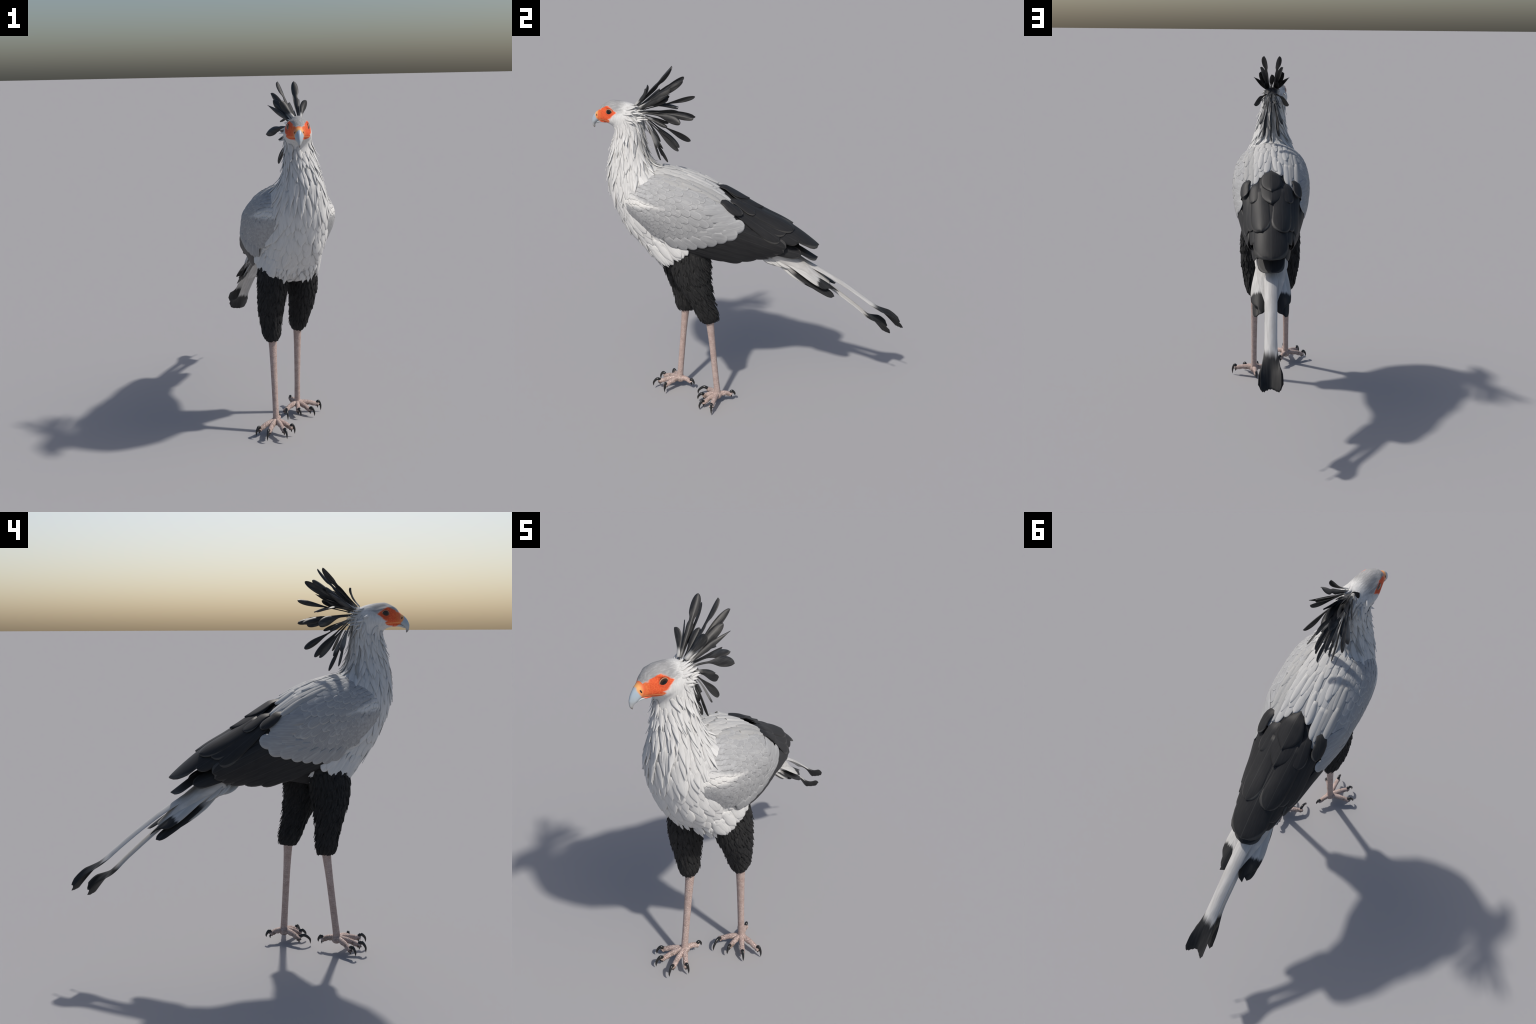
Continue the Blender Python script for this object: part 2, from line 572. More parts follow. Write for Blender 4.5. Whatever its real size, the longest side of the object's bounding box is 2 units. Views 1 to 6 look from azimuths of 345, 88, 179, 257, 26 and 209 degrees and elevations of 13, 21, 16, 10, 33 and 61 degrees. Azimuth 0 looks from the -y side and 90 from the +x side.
def body_part(name, u0, u1):
    keep = [f for n, f in enumerate(body_f) if (u0 <= (n // NT) / NU < u1 if n < (len(rings) - 1) * NT else u0 <= 0)]
    used = sorted({i for f in keep for i in f})
    new = {o: i for i, o in enumerate(used)}
    ob = make(name, [body_v[i] for i in used], [tuple(new[i] for i in f) for f in keep], M_BODY, root)
    ob.data.normals_split_custom_set_from_vertices([body_n[i] for i in used])
    return ob


abdomen = body_part("abdomen", 0, 6)
torso = body_part("torso", 6, 13.5)
neck = body_part("neck", 13.5, 19.5)
head = body_part("head", 19.5, 99)

# ------------------------------------------------------------------ folded wings
# stations along the back: y, top z, half width, z of widest, lower edge x, lower edge z
WING = [
    (-0.735, 1.330, 0.085, 1.300, 0.085, 1.290),
    (-0.720, 1.365, 0.118, 1.300, 0.117, 1.280),
    (-0.700, 1.395, 0.146, 1.298, 0.138, 1.262),
    (-0.660, 1.425, 0.186, 1.290, 0.153, 1.215),
    (-0.600, 1.452, 0.217, 1.275, 0.164, 1.152),
    (-0.520, 1.468, 0.232, 1.258, 0.176, 1.088),
    (-0.425, 1.449, 0.236, 1.240, 0.182, 1.040),
    (-0.300, 1.400, 0.233, 1.212, 0.172, 1.000),
    (-0.184, 1.332, 0.207, 1.160, 0.150, 0.960),
    (-0.083, 1.262, 0.184, 1.105, 0.128, 0.934),
    (0.000, 1.208, 0.164, 1.050, 0.106, 0.930),
    (0.070, 1.166, 0.148, 1.018, 0.100, 0.932),
    (0.160, 1.115, 0.123, 0.995, 0.095, 0.940),
    (0.260, 1.040, 0.104, 0.965, 0.090, 0.935),
    (0.370, 0.945, 0.075, 0.920, 0.074, 0.900),
]
wing_track = Track([r[0] for r in WING], [r[1:] for r in WING])


def wing_at(y, t, side=1):
    """t 0 on the back line, 0.55 at the widest, 1 at the lower edge (may run past)."""
    zt, w, zw, xb, zb = wing_track(y)
    if t <= 0.55:
        a = t / 0.55 * PI / 2
        x, z = w * math.sin(a), zw + (zt - zw) * math.cos(a) ** 0.95
    else:
        q = (t - 0.55) / 0.45
        x, z = w + (xb - w) * abs(q) ** 1.8, zw + (zb - zw) * q
    return V((side * x, y, z))


def wing_sheet(y0, y1, ny, t1, nt):
    v, f = [], []
    for i in range(ny):
        y = lerp(y0, y1, i / (ny - 1))
        for j in range(-nt, nt + 1):
            v.append(wing_at(y, abs(j) / nt * t1, 1 if j >= 0 else -1))
    w = 2 * nt + 1
    for i in range(ny - 1):
        for j in range(w - 1):
            a = i * w + j
            f.append((a, a + 1, a + w + 1, a + w))
    return v, f


gv, gf = wing_sheet(-0.735, 0.47, 110, 1.22, 44)
nrm = (gv[gf[4000][1]] - gv[gf[4000][0]]).cross(gv[gf[4000][3]] - gv[gf[4000][0]])
if nrm.z < 0:
    gf = [tuple(reversed(f)) for f in gf]
wing_bvh = BVHTree.FromPolygons(gv, gf)


def mat_wing_base():
    k = Kit("wing_plumage")
    P = k.coords("Object")
    n = k.noise(None, 40.0, 4)
    a = k.noise(k.scaled(120, 20, 60, seed=False), 1.0, 3)
    v = k.voronoi(k.scaled(30, 24, 30, seed=False), 1.0, "DISTANCE_TO_EDGE")
    grey = k.mix(k.step(a, 0.3, 0.7), tuple(c * 0.95 for c in GREY), tuple(c * 1.2 for c in GREY))
    on, geo, y, z = shoulder_patch(k)
    grey = k.mix(k.mul(on, 0.9), grey, (0.66, 0.65, 0.625))
    # paler towards the neck and breast
    grey = k.mix(k.mul(k.step(P[1], -0.60, -0.70), k.step(P[2], 1.30, 1.36)), grey, (0.50, 0.498, 0.49))
    # grey ends along a slanting line
    lim = k.sub(k.add(P[1], k.mul(k.sub(1.15, P[2]), 1.55)), -0.16)
    lim = k.mn(lim, 10.0)
    top = k.step(P[2], 1.20, 1.24)
    lim2 = k.add(P[1], 0.19)
    blk = k.mx(k.mul(k.step(lim, -0.01, 0.01), k.sub(1.0, top)), k.step(lim2, -0.01, 0.01))
    col = k.mix(blk, grey, BLACK)
    k.bump(a, 0.2, 0.001)
    return k.done(col, 0.7, 0.25)


M_WING = mat_wing_base()
wings = {}
for side, nm in ((1, "wing"), (-1, "wing")):
    v, f, ny, nt = [], [], 70, 40
    for layer in (0, 1):
        for i in range(ny):
            y = lerp(-0.735, 0.15, i / (ny - 1))
            for j in range(nt + 1):
                p = wing_at(y, j / nt * 0.90, side)
                if layer:
                    c = wing_at(y, 0, side).lerp(wing_at(y, 1, side), 0.5)
                    c.x = 0
                    p = p + (c - p).normalized() * 0.011
                    p.x = max(0, p.x * side) * side
                v.append(p)
    w, o = nt + 1, ny * (nt + 1)
    for i in range(ny - 1):
        for j in range(nt):
            a = i * w + j
            q = (a, a + 1, a + w + 1, a + w)
            q2 = (a + o, a + w + o, a + w + 1 + o, a + 1 + o)
            f += [q, q2]
        a = i * w + nt
        f.append((a, a + o, a + w + o, a + w))
    for j in range(nt):
        a = (ny - 1) * w + j
        f.append((a, a + 1, a + 1 + o, a + o))
        f.append((j + 1, j, j + o, j + 1 + o))
    if side < 0:
        f = [tuple(reversed(q)) for q in f]
    wings[side] = make(nm, v, f, M_WING, root)

# ------------------------------------------------------------------ feathers
def prof_round(t, peak=0.6, base=0.5):
    if t < peak:
        return base + (1 - base) * math.sin(t / peak * PI / 2)
    return math.sqrt(max(0.0, 1 - ((t - peak) / (1 - peak)) ** 2.2))


def prof_point(t, peak=0.42, base=0.45, p=1.25):
    if t < peak:
        return base + (1 - base) * math.sin(t / peak * PI / 2)
    return max(0.0, 1 - ((t - peak) / (1 - peak)) ** p)


def prof_blunt(t, peak=0.5, base=0.5):
    if t < peak:
        return base + (1 - base) * math.sin(t / peak * PI / 2)
    return max(0.0, 1 - ((t - peak) / (1 - peak)) ** 2.6) ** 0.62


def prof_spoon(t, neckw=0.22, at=0.45, peak=0.76):
    s = neckw + (1 - neckw) * smooth(at - 0.2, peak, t)
    if t > peak:
        s *= math.sqrt(max(0.0, 1 - ((t - peak) / (1 - peak)) ** 2.2))
    return s


def solid(top, bottom, nl, nw):
    """Closed shell from two grids of (nl+1) x (nw+1) points."""
    w = nw + 1
    o = (nl + 1) * w
    f = []
    for i in range(nl):
        for j in range(nw):
            a = i * w + j
            f.append((a, a + 1, a + w + 1, a + w))
            f.append((a + o, a + w + o, a + w + 1 + o, a + 1 + o))
        a = i * w
        f.append((a, a + w, a + w + o, a + o))
        a = i * w + nw
        f.append((a, a + o, a + w + o, a + w))
    for j in range(nw):
        f.append((j, j + o, j + 1 + o, j + 1))
        a = nl * w + j
        f.append((a, a + 1, a + 1 + o, a + o))
    return top + bottom, f


def tip_t(i, nl):
    """Stations crowd towards the tip so the end stays round."""
    s = i / nl
    return 1 - (1 - s) ** 1.45


def lay(bvh, path, normal_hint, hw, profile, lift, thick=0.0022, camber=0.0, ridge=0.0, nl=9, nw=6, wave=None, skew=0.0, side_drop=0.0):
    """Feather that follows a surface along path; returns world verts, faces, frame."""
    n = len(path)
    tops, bots = [], []
    cum = [0.0]
    for a, b in zip(path, path[1:]):
        cum.append(cum[-1] + (b - a).length)
    total = cum[-1]

    def at(t):
        d = t * total
        for i in range(n - 1):
            if d <= cum[i + 1] or i == n - 2:
                k = (d - cum[i]) / max(1e-9, cum[i + 1] - cum[i])
                return path[i].lerp(path[i + 1], k), (path[i + 1] - path[i])
    frame = None
    for i in range(nl + 1):
        t = tip_t(i, nl)
        p, d = at(t)
        loc, nn, _, _ = bvh.find_nearest(p)
        if nn.dot(normal_hint) < -0.2:
            nn = -nn
        d = (d - nn * d.dot(nn)).normalized()
        x = d.cross(nn)
        if frame is None:
            frame = Matrix((x, d, nn)).transposed().to_4x4()
            frame.translation = loc
        ww = max(hw * profile(t), hw * 0.02)
        for j in range(nw + 1):
            q = -1 + 2 * j / nw
            off = q * ww + skew * ww
            if wave:
                off *= 1 + wave(t, q)
            r = loc + x * off
            l2, n2, _, _ = bvh.find_nearest(r)
            if n2.dot(nn) < 0:
                n2 = -n2
            base = l2 + x * 0
            edge = 1 - q * q
            h = lift(t) + camber * edge * hw + ridge * (1 - abs(q)) - side_drop * q * q * smooth(0, 1, t)
            th = thick * (0.25 + 0.75 * edge) * (1 if 0 < i < nl else 0.5)
            tops.append(base + n2 * (h + th * 0.5))
            bots.append(base + n2 * (h - th * 0.5))
    v, f = solid(tops, bots, nl, nw)
    return v, f, frame


def put_feather(name, v, f, frame, mat, parent):
    inv = frame.inverted()
    # outward faces: top grid must face +z of the frame
    a, b, c = (inv @ v[i] for i in (f[0][0], f[0][1], f[0][3]))
    if (b - a).cross(c - a).z < 0:
        f = [tuple(reversed(q)) for q in f]
    return make(name, [inv @ p for p in v], f, mat, parent, frame)


def march(bvh, start, direction, length, hint, steps=8, pull=None):
    """Walk on a surface; returns the path."""
    loc, nn, _, _ = bvh.find_nearest(start)
    d = V(direction)
    out = [loc.copy()]
    for i in range(steps):
        if nn.dot(hint) < -0.2:
            nn = -nn
        d = d - nn * d.dot(nn)
        if d.length < 1e-6:
            break
        d.normalize()
        if pull is not None:
            d = (d + pull).normalized()
        loc, nn, _, _ = bvh.find_nearest(loc + d * (length / steps))
        out.append(loc.copy())
    return out


def outward(p):
    return V((p.x, p.y + 0.45 if p.z < 1.35 else p.y + 0.67, (p.z - 1.15) if p.z < 1.4 else 0)).normalized()


# --- neck: rows of pointed plumes, loose at the tips
def body_dir(u, th):
    return (body_at(max(0.01, u - 0.15), th) - body_at(u + 0.15, th)).normalized()


count = 0
nape_n = 0
u = 19.9
row = 0
while u > 13.6:
    f = (19.9 - u) / 6.3
    length = lerp(0.075, 0.125, smooth(0, 0.8, f))
    hw = lerp(0.0090, 0.0190, f)
    fy, fz, by, bz, w, _ = body_track(u)
    circ = PI * (w + 0.5 * math.hypot(fy - by, fz - bz))
    n = int(circ / (hw * 2.5))
    for j in range(n):
        th = 2 * PI * (j + 0.5 * (row % 2)) / n + rng.uniform(-0.09, 0.09)
        c = math.cos(th)
        if u > 18.6 and c > -0.1 and rng.random() < 0.75:
            continue
        if c < -0.80 and u < 15.2:
            continue
        uu = u + rng.uniform(-0.16, 0.16)
        p = body_at(uu, th)
        L = length * rng.uniform(0.65, 1.2)
        loose = rng.uniform(0.3, 1.0) ** 1.5 * lerp(0.018, 0.012, f) * (1.45 if rng.random() < 0.3 else 0.8)
        if c < -0.2:
            loose *= 1.15
            L *= 1.1
        d = body_dir(uu, th)
        hint = outward(p)
        d = d + d.cross(hint).normalized() * rng.uniform(-0.20, 0.20)
        path = march(body_bvh, p, d, L, hint, 7)
        v, fc, fr = lay(body_bvh, path, hint, hw * rng.uniform(0.75, 1.15), lambda t: prof_point(t, 0.38, 0.5, 1.1), lambda t: 0.0012 + loose * t**1.8,
                        0.0019, camber=0.10, nl=8, nw=4)
        nape = c < -0.72 and u > 15.4
        put_feather("neck_feather", v, fc, fr, M_NAPE if nape and rng.random() < 0.55 else M_NECK, neck)
        count += 1
    u -= lerp(0.37, 0.50, f) * 0.92
    row += 1
print("neck feathers", count)

# --- breast: broad overlapping plates that get ragged at the lower edge
count = 0
u = 13.8
row = 0
while u > 6.2:
    f = (13.8 - u) / 7.6
    length = lerp(0.130, 0.110, f)
    hw = lerp(0.0215, 0.0255, smooth(0, 0.4, f))
    fy, fz, by, bz, w, _ = body_track(u)
    circ = PI * (w + 0.5 * math.hypot(fy - by, fz - bz))
    n = int(circ / (hw * 2.0))
    for j in range(n):
        th = 2 * PI * (j + 0.5 * (row % 2)) / n + rng.uniform(-0.05, 0.05)
        c = math.cos(th)
        lim = lerp(-0.55, 0.12, smooth(0.0, 0.45, f))
        if c < lim:
            continue
        uu = u + rng.uniform(-0.16, 0.16)
        p = body_at(uu, th)
        L = length * rng.uniform(0.8, 1.2)
        loose = rng.uniform(0.3, 1.0) * lerp(0.0085, 0.0060, f) * (1.8 if rng.random() < 0.3 else 0.85)
        hint = outward(p)
        path = march(body_bvh, p, body_dir(uu, th), L, hint, 7)
        low = smooth(0.75, 1.0, f)
        pr = (lambda t: prof_point(t, 0.5, 0.5, 1.6)) if rng.random() < 0.75 + low else (lambda t: prof_blunt(t, 0.55, 0.5))
        v, fc, fr = lay(body_bvh, path, hint, hw * rng.uniform(0.85, 1.2) * (1 - 0.35 * low), pr, lambda t: 0.0012 + loose * t**1.6,
                        0.0021, camber=0.06, nl=9, nw=6)
        put_feather("breast_feather", v, fc, fr, M_WHITE, torso)
        count += 1
    u -= lerp(0.55, 0.42, f)
    row += 1
print("breast feathers", count)
def mesh_frame(name, pts, hw, mat, parent, wd, curve=0.15, nl=9, nw=4, prof=prof_point, thick=0.0025):
    """A short free feather: pts give its spine."""
    sp = catmull(pts, nl + 1)
    top, bot, fr = [], [], None
    for i, p in enumerate(sp):
        t = i / nl
        d = (sp[min(nl, i + 1)] - sp[max(0, i - 1)]).normalized()
        x = (wd - d * wd.dot(d)).normalized()
        nn = x.cross(d)
        if fr is None:
            fr = Matrix((x, d, nn)).transposed().to_4x4()
            fr.translation = p
        w = max(0.0005, hw * prof(t))
        for j in range(nw + 1):
            q = -1 + 2 * j / nw
            th = thick * (0.25 + 0.75 * (1 - q * q))
            h = curve * w * (1 - q * q)
            top.append(p + x * q * w + nn * (h + th / 2))
            bot.append(p + x * q * w + nn * (h - th / 2))
    v, f = solid(top, bot, nl, nw)
    return put_feather(name, v, f, fr, mat, parent)


# ragged fringe of the breast that hangs over the thighs
rf = random.Random(23)
for row in range(3):
    for j in range(25):
        th = lerp(-1.32, 1.32, (j + 0.5 * (row % 2)) / 24) + rf.uniform(-0.04, 0.04)
        u = 8.5 - 0.38 * row + rf.uniform(-0.15, 0.15)
        p = body_at(u, th)
        n = body_bvh.find_nearest(p)[1]
        if n.dot(outward(p)) < 0:
            n = -n
        L = rf.uniform(0.050, 0.078)
        d = (body_dir(u, th) + V((0, 0.0, -0.20 - 0.12 * row)) + V((math.sin(th) * 0.08, 0, 0))).normalized()
        mesh_frame("breast_feather", [p + n * 0.001, p + d * L * 0.5 + n * 0.006, p + d * L + n * rf.uniform(0.0, 0.008)], rf.uniform(0.010, 0.016), M_WHITE, torso, d.cross(n))

# flank lobes: broad white tufts that overlap the thigh below the wing
for s in (1, -1):
    for k in range(11):
        q = k / 10
        tip = V((lerp(0.140, 0.180, smooth(0, 0.8, q)), lerp(-0.515, -0.388, q), lerp(0.918, 1.000, q ** 1.3)))
        tip += V((0, rf.uniform(-0.012, 0.012), rf.uniform(-0.012, 0.012)))
        L = rf.uniform(0.12, 0.17)
        a = tip + V((-0.006, -0.62, 0.78)) * L
        a, b = V((s * a.x, a.y, a.z)), V((s * tip.x, tip.y, tip.z))
        path = [body_bvh.find_nearest(a.lerp(b, i / 8))[0] for i in range(9)]
        out = min(0.034, (b - path[-1]).length)
        big = 1.45 if k in (4, 7, 8, 9, 10) else 1.0
        v, f, fr = lay(body_bvh, path, V((s, -0.3, -0.1)), rf.uniform(0.017, 0.023) * big, (lambda t: prof_round(t, 0.66, 0.5)) if big > 1 else (lambda t: prof_point(t, 0.58, 0.5, 2.0)), lambda t: 0.001 + out * t**1.3, 0.004, camber=0.14, nl=12, nw=8)
        put_feather("flank_feather", v, f, fr, M_WHITE, torso)


# --- wing coverts
def flow(y, t, side):
    """Direction in which the covert feathers point on the folded wing."""
    down = smooth(0.42, 0.85, t) * (1 - smooth(-0.42, -0.08, y))
    a = math.radians(lerp(-30, -72, down))
    return V((0, math.cos(a), math.sin(a)))


def grey_limit(t):
    """y up to which grey feather tips reach, from the back line to the lower edge."""
    pts = [(0, -0.19), (0.06, -0.165), (0.11, -0.115), (0.22, -0.095), (0.30, -0.115), (0.40, -0.145), (0.47, -0.10), (0.60, -0.065), (0.72, -0.09), (0.82, -0.16), (0.92, -0.27), (1.0, -0.42)]
    for (a, b), (c, d) in zip(pts, pts[1:]):
        if t <= c:
            return lerp(b, d, (t - a) / (c - a))
    return -0.42


def edge_z(y):
    """Height of the scalloped lower border of the grey wing coverts."""
    pts = [(-0.75, 1.20), (-0.66, 1.20), (-0.58, 1.12), (-0.50, 1.075), (-0.435, 1.055), (-0.35, 1.050), (-0.262, 1.066), (-0.178, 1.093), (-0.098, 1.128), (-0.05, 1.155), (0.1, 1.2)]
    for (a, b), (c, d) in zip(pts, pts[1:]):
        if y <= c:
            return lerp(b, d, (y - a) / (c - a))
    return 1.2


count = 0
small = {1: Stuff(), -1: Stuff()}
for side in (1, -1):
    y = -0.712
    row = 0
    r2 = random.Random(31)
    while y < -0.09:
        f = smooth(-0.70, -0.20, y)
        L0 = lerp(0.034, 0.112, f)
        hw0 = lerp(0.0105, 0.0265, f)
        t = 0.19
        # arc length per unit t at this station
        arc = (wing_at(y, 0.45) - wing_at(y, 0.75)).length / 0.3 + 0.05
        dt = hw0 * 1.62 / arc
        t += dt * (0.5 if row % 2 else 0)
        while t < 1.0:
            yy, tt = y + r2.uniform(-0.2, 0.2) * L0 * 0.4, t + r2.uniform(-0.15, 0.15) * dt
            L, hw = L0 * r2.uniform(0.85, 1.15), hw0 * r2.uniform(0.9, 1.12)
            d = flow(yy, tt, side)
            endy = yy + d.y * L
            ez = wing_at(yy, tt, side).z + d.z * L
            if endy < grey_limit(tt) and tt < 0.99 and (ez > edge_z(endy) or yy < -0.56):
                p = wing_at(yy, tt, side)
                hint = V((side * 0.8, -0.1, 0.3))
                path = march(wing_bvh, p, d, L, hint, 7)
                end_lift = lerp(0.0010, 0.0022, f) * r2.uniform(0.7, 1.3)
                v, fc, fr = lay(wing_bvh, path, hint, hw, lambda t: prof_round(t, 0.58, 0.6), lambda t: 0.0008 + end_lift * t**1.3,
                                0.0010, camber=0.025, nl=9, nw=6)
                if yy < -0.575:
                    small[side].add(v, fc)
                else:
                    put_feather("covert_feather", v, fc, fr, M_COVERT, wings[side])
                    count += 1
            t += dt
        y += L0 * 0.46
        row += 1
    make("small_coverts", small[side].v, small[side].f, M_WING, wings[side], kind="stuff")
    # lowest row: greater coverts, whose round ends make the scalloped edge
    edge = [(-0.50, 0.88, -0.435, 1.050), (-0.46, 0.85, -0.382, 1.038), (-0.425, 0.82, -0.328, 1.040), (-0.38, 0.79, -0.272, 1.052),
            (-0.33, 0.765, -0.216, 1.066), (-0.275, 0.73, -0.156, 1.090), (-0.225, 0.69, -0.100, 1.114), (-0.20, 0.61, -0.062, 1.155)]
    inner = [(-0.34, 0.74, -0.205, 1.108), (-0.30, 0.70, -0.165, 1.128), (-0.265, 0.65, -0.125, 1.152), (-0.25, 0.59, -0.105, 1.182), (-0.27, 0.52, -0.115, 1.212), (-0.31, 0.46, -0.140, 1.240)]
    for k, (y0, t0, y1, z1) in enumerate(edge + inner):
        up = 0.0 if k < len(edge) else -0.0012
        a = wing_at(y0, t0, side)
        hit = wing_bvh.ray_cast(V((side * 1.0, y1, z1)), V((-side, 0, 0)))
        b = hit[0] if hit[0] else wing_at(y1, 1.0, side)
        path = [wing_bvh.find_nearest(a.lerp(b, i / 8))[0] for i in range(9)]
        hint = V((side, 0, 0.2))
        big = smooth(-0.45, -0.2, y0)
        v, fc, fr = lay(wing_bvh, path, hint, lerp(0.028, 0.038, big), lambda t: prof_round(t, 0.70, 0.6), lambda t: -0.0045 + (0.0083 + up + 0.0002 * (k % 8)) * smooth(0, 0.3, t) + 0.0025 * t, 0.0020,
                        camber=0.03, nl=11, nw=6)
        put_feather("covert_feather", v, fc, fr, M_GREATER, wings[side])
        count += 1
print("coverts", count)

# --- back: long pale scapulars, each with a raised middle
count = 0
r3 = random.Random(5)
for side in (1, -1):
    for col in range(5):
        t0 = (0.022, 0.075, 0.125, 0.175, 0.23)[col]
        y = -0.585 + 0.03 * (col % 2) + r3.uniform(0, 0.02)
        while y < -0.22:
            f = smooth(-0.56, -0.24, y)
            L = lerp(0.075, 0.175, f) * r3.uniform(0.8, 1.2)
            hw = lerp(0.0135, 0.0225, f) * r3.uniform(0.85, 1.2)
            t = t0 + r3.uniform(-0.012, 0.012)
            if y + 0.96 * L > grey_limit(t) + 0.01 and y + 0.6 * L < grey_limit(t):
                L = (grey_limit(t) - y) / 0.94
            if y + 0.9 * L < grey_limit(t) + 0.015:
                d = V((side * (0.10 + 0.2 * t), 1, -0.4))
                p = wing_at(y, t, side)
                hint = V((side * 0.3, 0, 1))
                path = march(wing_bvh, p, d, L, hint, 7)
                el = lerp(0.0010, 0.0026, f) * r3.uniform(0.5, 1.4)
                cam = lerp(0.05, 0.30, f) * r3.choice((0.25, 0.45, 0.7, 1.5))
                v, fc, fr = lay(wing_bvh, path, hint, hw, lambda q: prof_round(q, 0.55, 0.55), lambda q: 0.0004 + el * q,
                                0.0014, camber=cam, nl=10, nw=8)
                put_feather("back_feather", v, fc, fr, M_BACK if col < 3 else M_SCAP, torso)
                count += 1
            y += L * r3.uniform(0.28, 0.38)
print("back feathers", count)


# --- black quills
def on_side(y, z, side):
    h = wing_bvh.ray_cast(V((side * 1.0, y, z)), V((-side, 0, 0)))
    return h[0] if h[0] else wing_bvh.find_nearest(V((side * 0.2, y, z)))[0]


def on_top(x, y):
    h = wing_bvh.ray_cast(V((x, y, 3)), V((0, 0, -1)))
    return h[0] if h[0] else wing_bvh.find_nearest(V((x, y, 1.1)))[0]


def quill(name, pts, hint, hw, lift0, lift1, parent, profile=None, mat=None, sink=0.0, **kw):
    path = []
    for a, b in zip(pts, pts[1:]):
        path += [wing_bvh.find_nearest(a.lerp(b, i / 6))[0] for i in range(6)]
    path.append(wing_bvh.find_nearest(pts[-1])[0])
    v, f, fr = lay(wing_bvh, path, hint, hw, profile or (lambda t: prof_round(t, 0.72, 0.75)), lambda t: lerp(lift0, lift1, t) - sink * (1 - smooth(0.0, 0.32, t)), kw.pop("thick", 0.0035), nl=14, nw=8, **kw)
    return put_feather(name, v, f, fr, mat or M_BLACK, parent)


for side in (1, -1):
    W = wings[side]
    # secondaries fan out under the coverts and make the lower edge
    fan = [(-0.44, 1.055, -0.165, 0.944, 0.022), (-0.42, 1.062, -0.080, 0.925, 0.029), (-0.38, 1.080, 0.000, 0.928, 0.031),
           (-0.33, 1.098, 0.070, 0.932, 0.032), (-0.27, 1.115, 0.118, 0.950, 0.033), (-0.20, 1.140, 0.158, 0.972, 0.036), (-0.14, 1.155, 0.170, 0.998, 0.036)]
    for i, (y0, z0, y1, z1, hw) in enumerate(fan):
        a, b = on_side(y0, z0, side), on_side(y1, z1, side)
        m = on_side((y0 + y1) / 2, (z0 + z1) / 2 - 0.006, side)
        quill("flight_feather", [a, m, b], V((side, 0, 0.2)), hw, 0.0002 + 0.0001 * i, 0.0015 + 0.0009 * i, W, lambda t: prof_round(t, 0.84, 0.7), camber=0.07, thick=0.0032)
    # upper side quills
    for x0, y0, x1, y1, hw, l0, l1 in ((0.135, -0.10, 0.128, 0.130, 0.042, 0.006, 0.010), (0.10, -0.10, 0.098, 0.165, 0.046, 0.007, 0.0115)):
        quill("flight_feather", [on_top(side * x0, y0), on_top(side * (x0 + x1) / 2, (y0 + y1) / 2), on_top(side * x1, y1)], V((side, 0, 0.6)), hw, l0, l1, W, camber=0.04)
    # paired tertials over the rump, each with a side lobe beneath
    quill("tertial_feather", [on_top(side * 0.090, -0.10), on_top(side * 0.098, 0.02), on_top(side * 0.098, 0.125)], V((0, 0, 1)), 0.040, 0.008, 0.0105, W,
          lambda t: prof_round(t, 0.78, 0.85), camber=0.05)
    quill("tertial_feather", [on_top(side * 0.060, -0.08), on_top(side * 0.058, 0.08), on_top(side * 0.048, 0.214)], V((0, 0, 1)), 0.060, 0.011, 0.0150, W,
          lambda t: prof_round(t, 0.74, 0.9), camber=0.05, ridge=0.004)
    # second tertial and the outer one that lies over the coverts
    quill("tertial_feather", [on_top(side * 0.080, -0.145), on_top(side * 0.088, -0.08), on_top(side * 0.094, -0.004)], V((side * 0.3, 0, 1)), 0.034, 0.011, 0.018, W, camber=0.10, sink=0.018)
    quill("tertial_feather", [on_top(side * 0.128, -0.195), on_top(side * 0.148, -0.140), on_side(-0.078, 1.202, side)], V((side * 0.5, 0, 1)), 0.029, 0.009, 0.022, W,
          lambda t: prof_round(t, 0.66, 0.7), camber=0.12, sink=0.018)

W = wings[1]
quill("tertial_feather", [on_top(0, -0.02), on_top(0, 0.16), on_top(0, 0.362)], V((0, 0, 1)), 0.132, 0.005, 0.006, W,
      lambda t: prof_round(t, 0.68, 0.9), ridge=0.008, thick=0.005)
quill("tertial_feather", [on_top(0, -0.17), on_top(0, -0.06), on_top(0, 0.042)], V((0, 0, 1)), 0.073, 0.013, 0.019, W,
      lambda t: prof_point(t, 0.45, 0.5, 2.4), ridge=0.008)
quill("tertial_feather", [on_top(0, -0.215), on_top(0, -0.13), on_top(0, -0.039)], V((0, 0, 1)), 0.060, 0.014, 0.026, W,
      lambda t: prof_point(t, 0.55, 0.15, 2.2), ridge=0.006, sink=0.022)


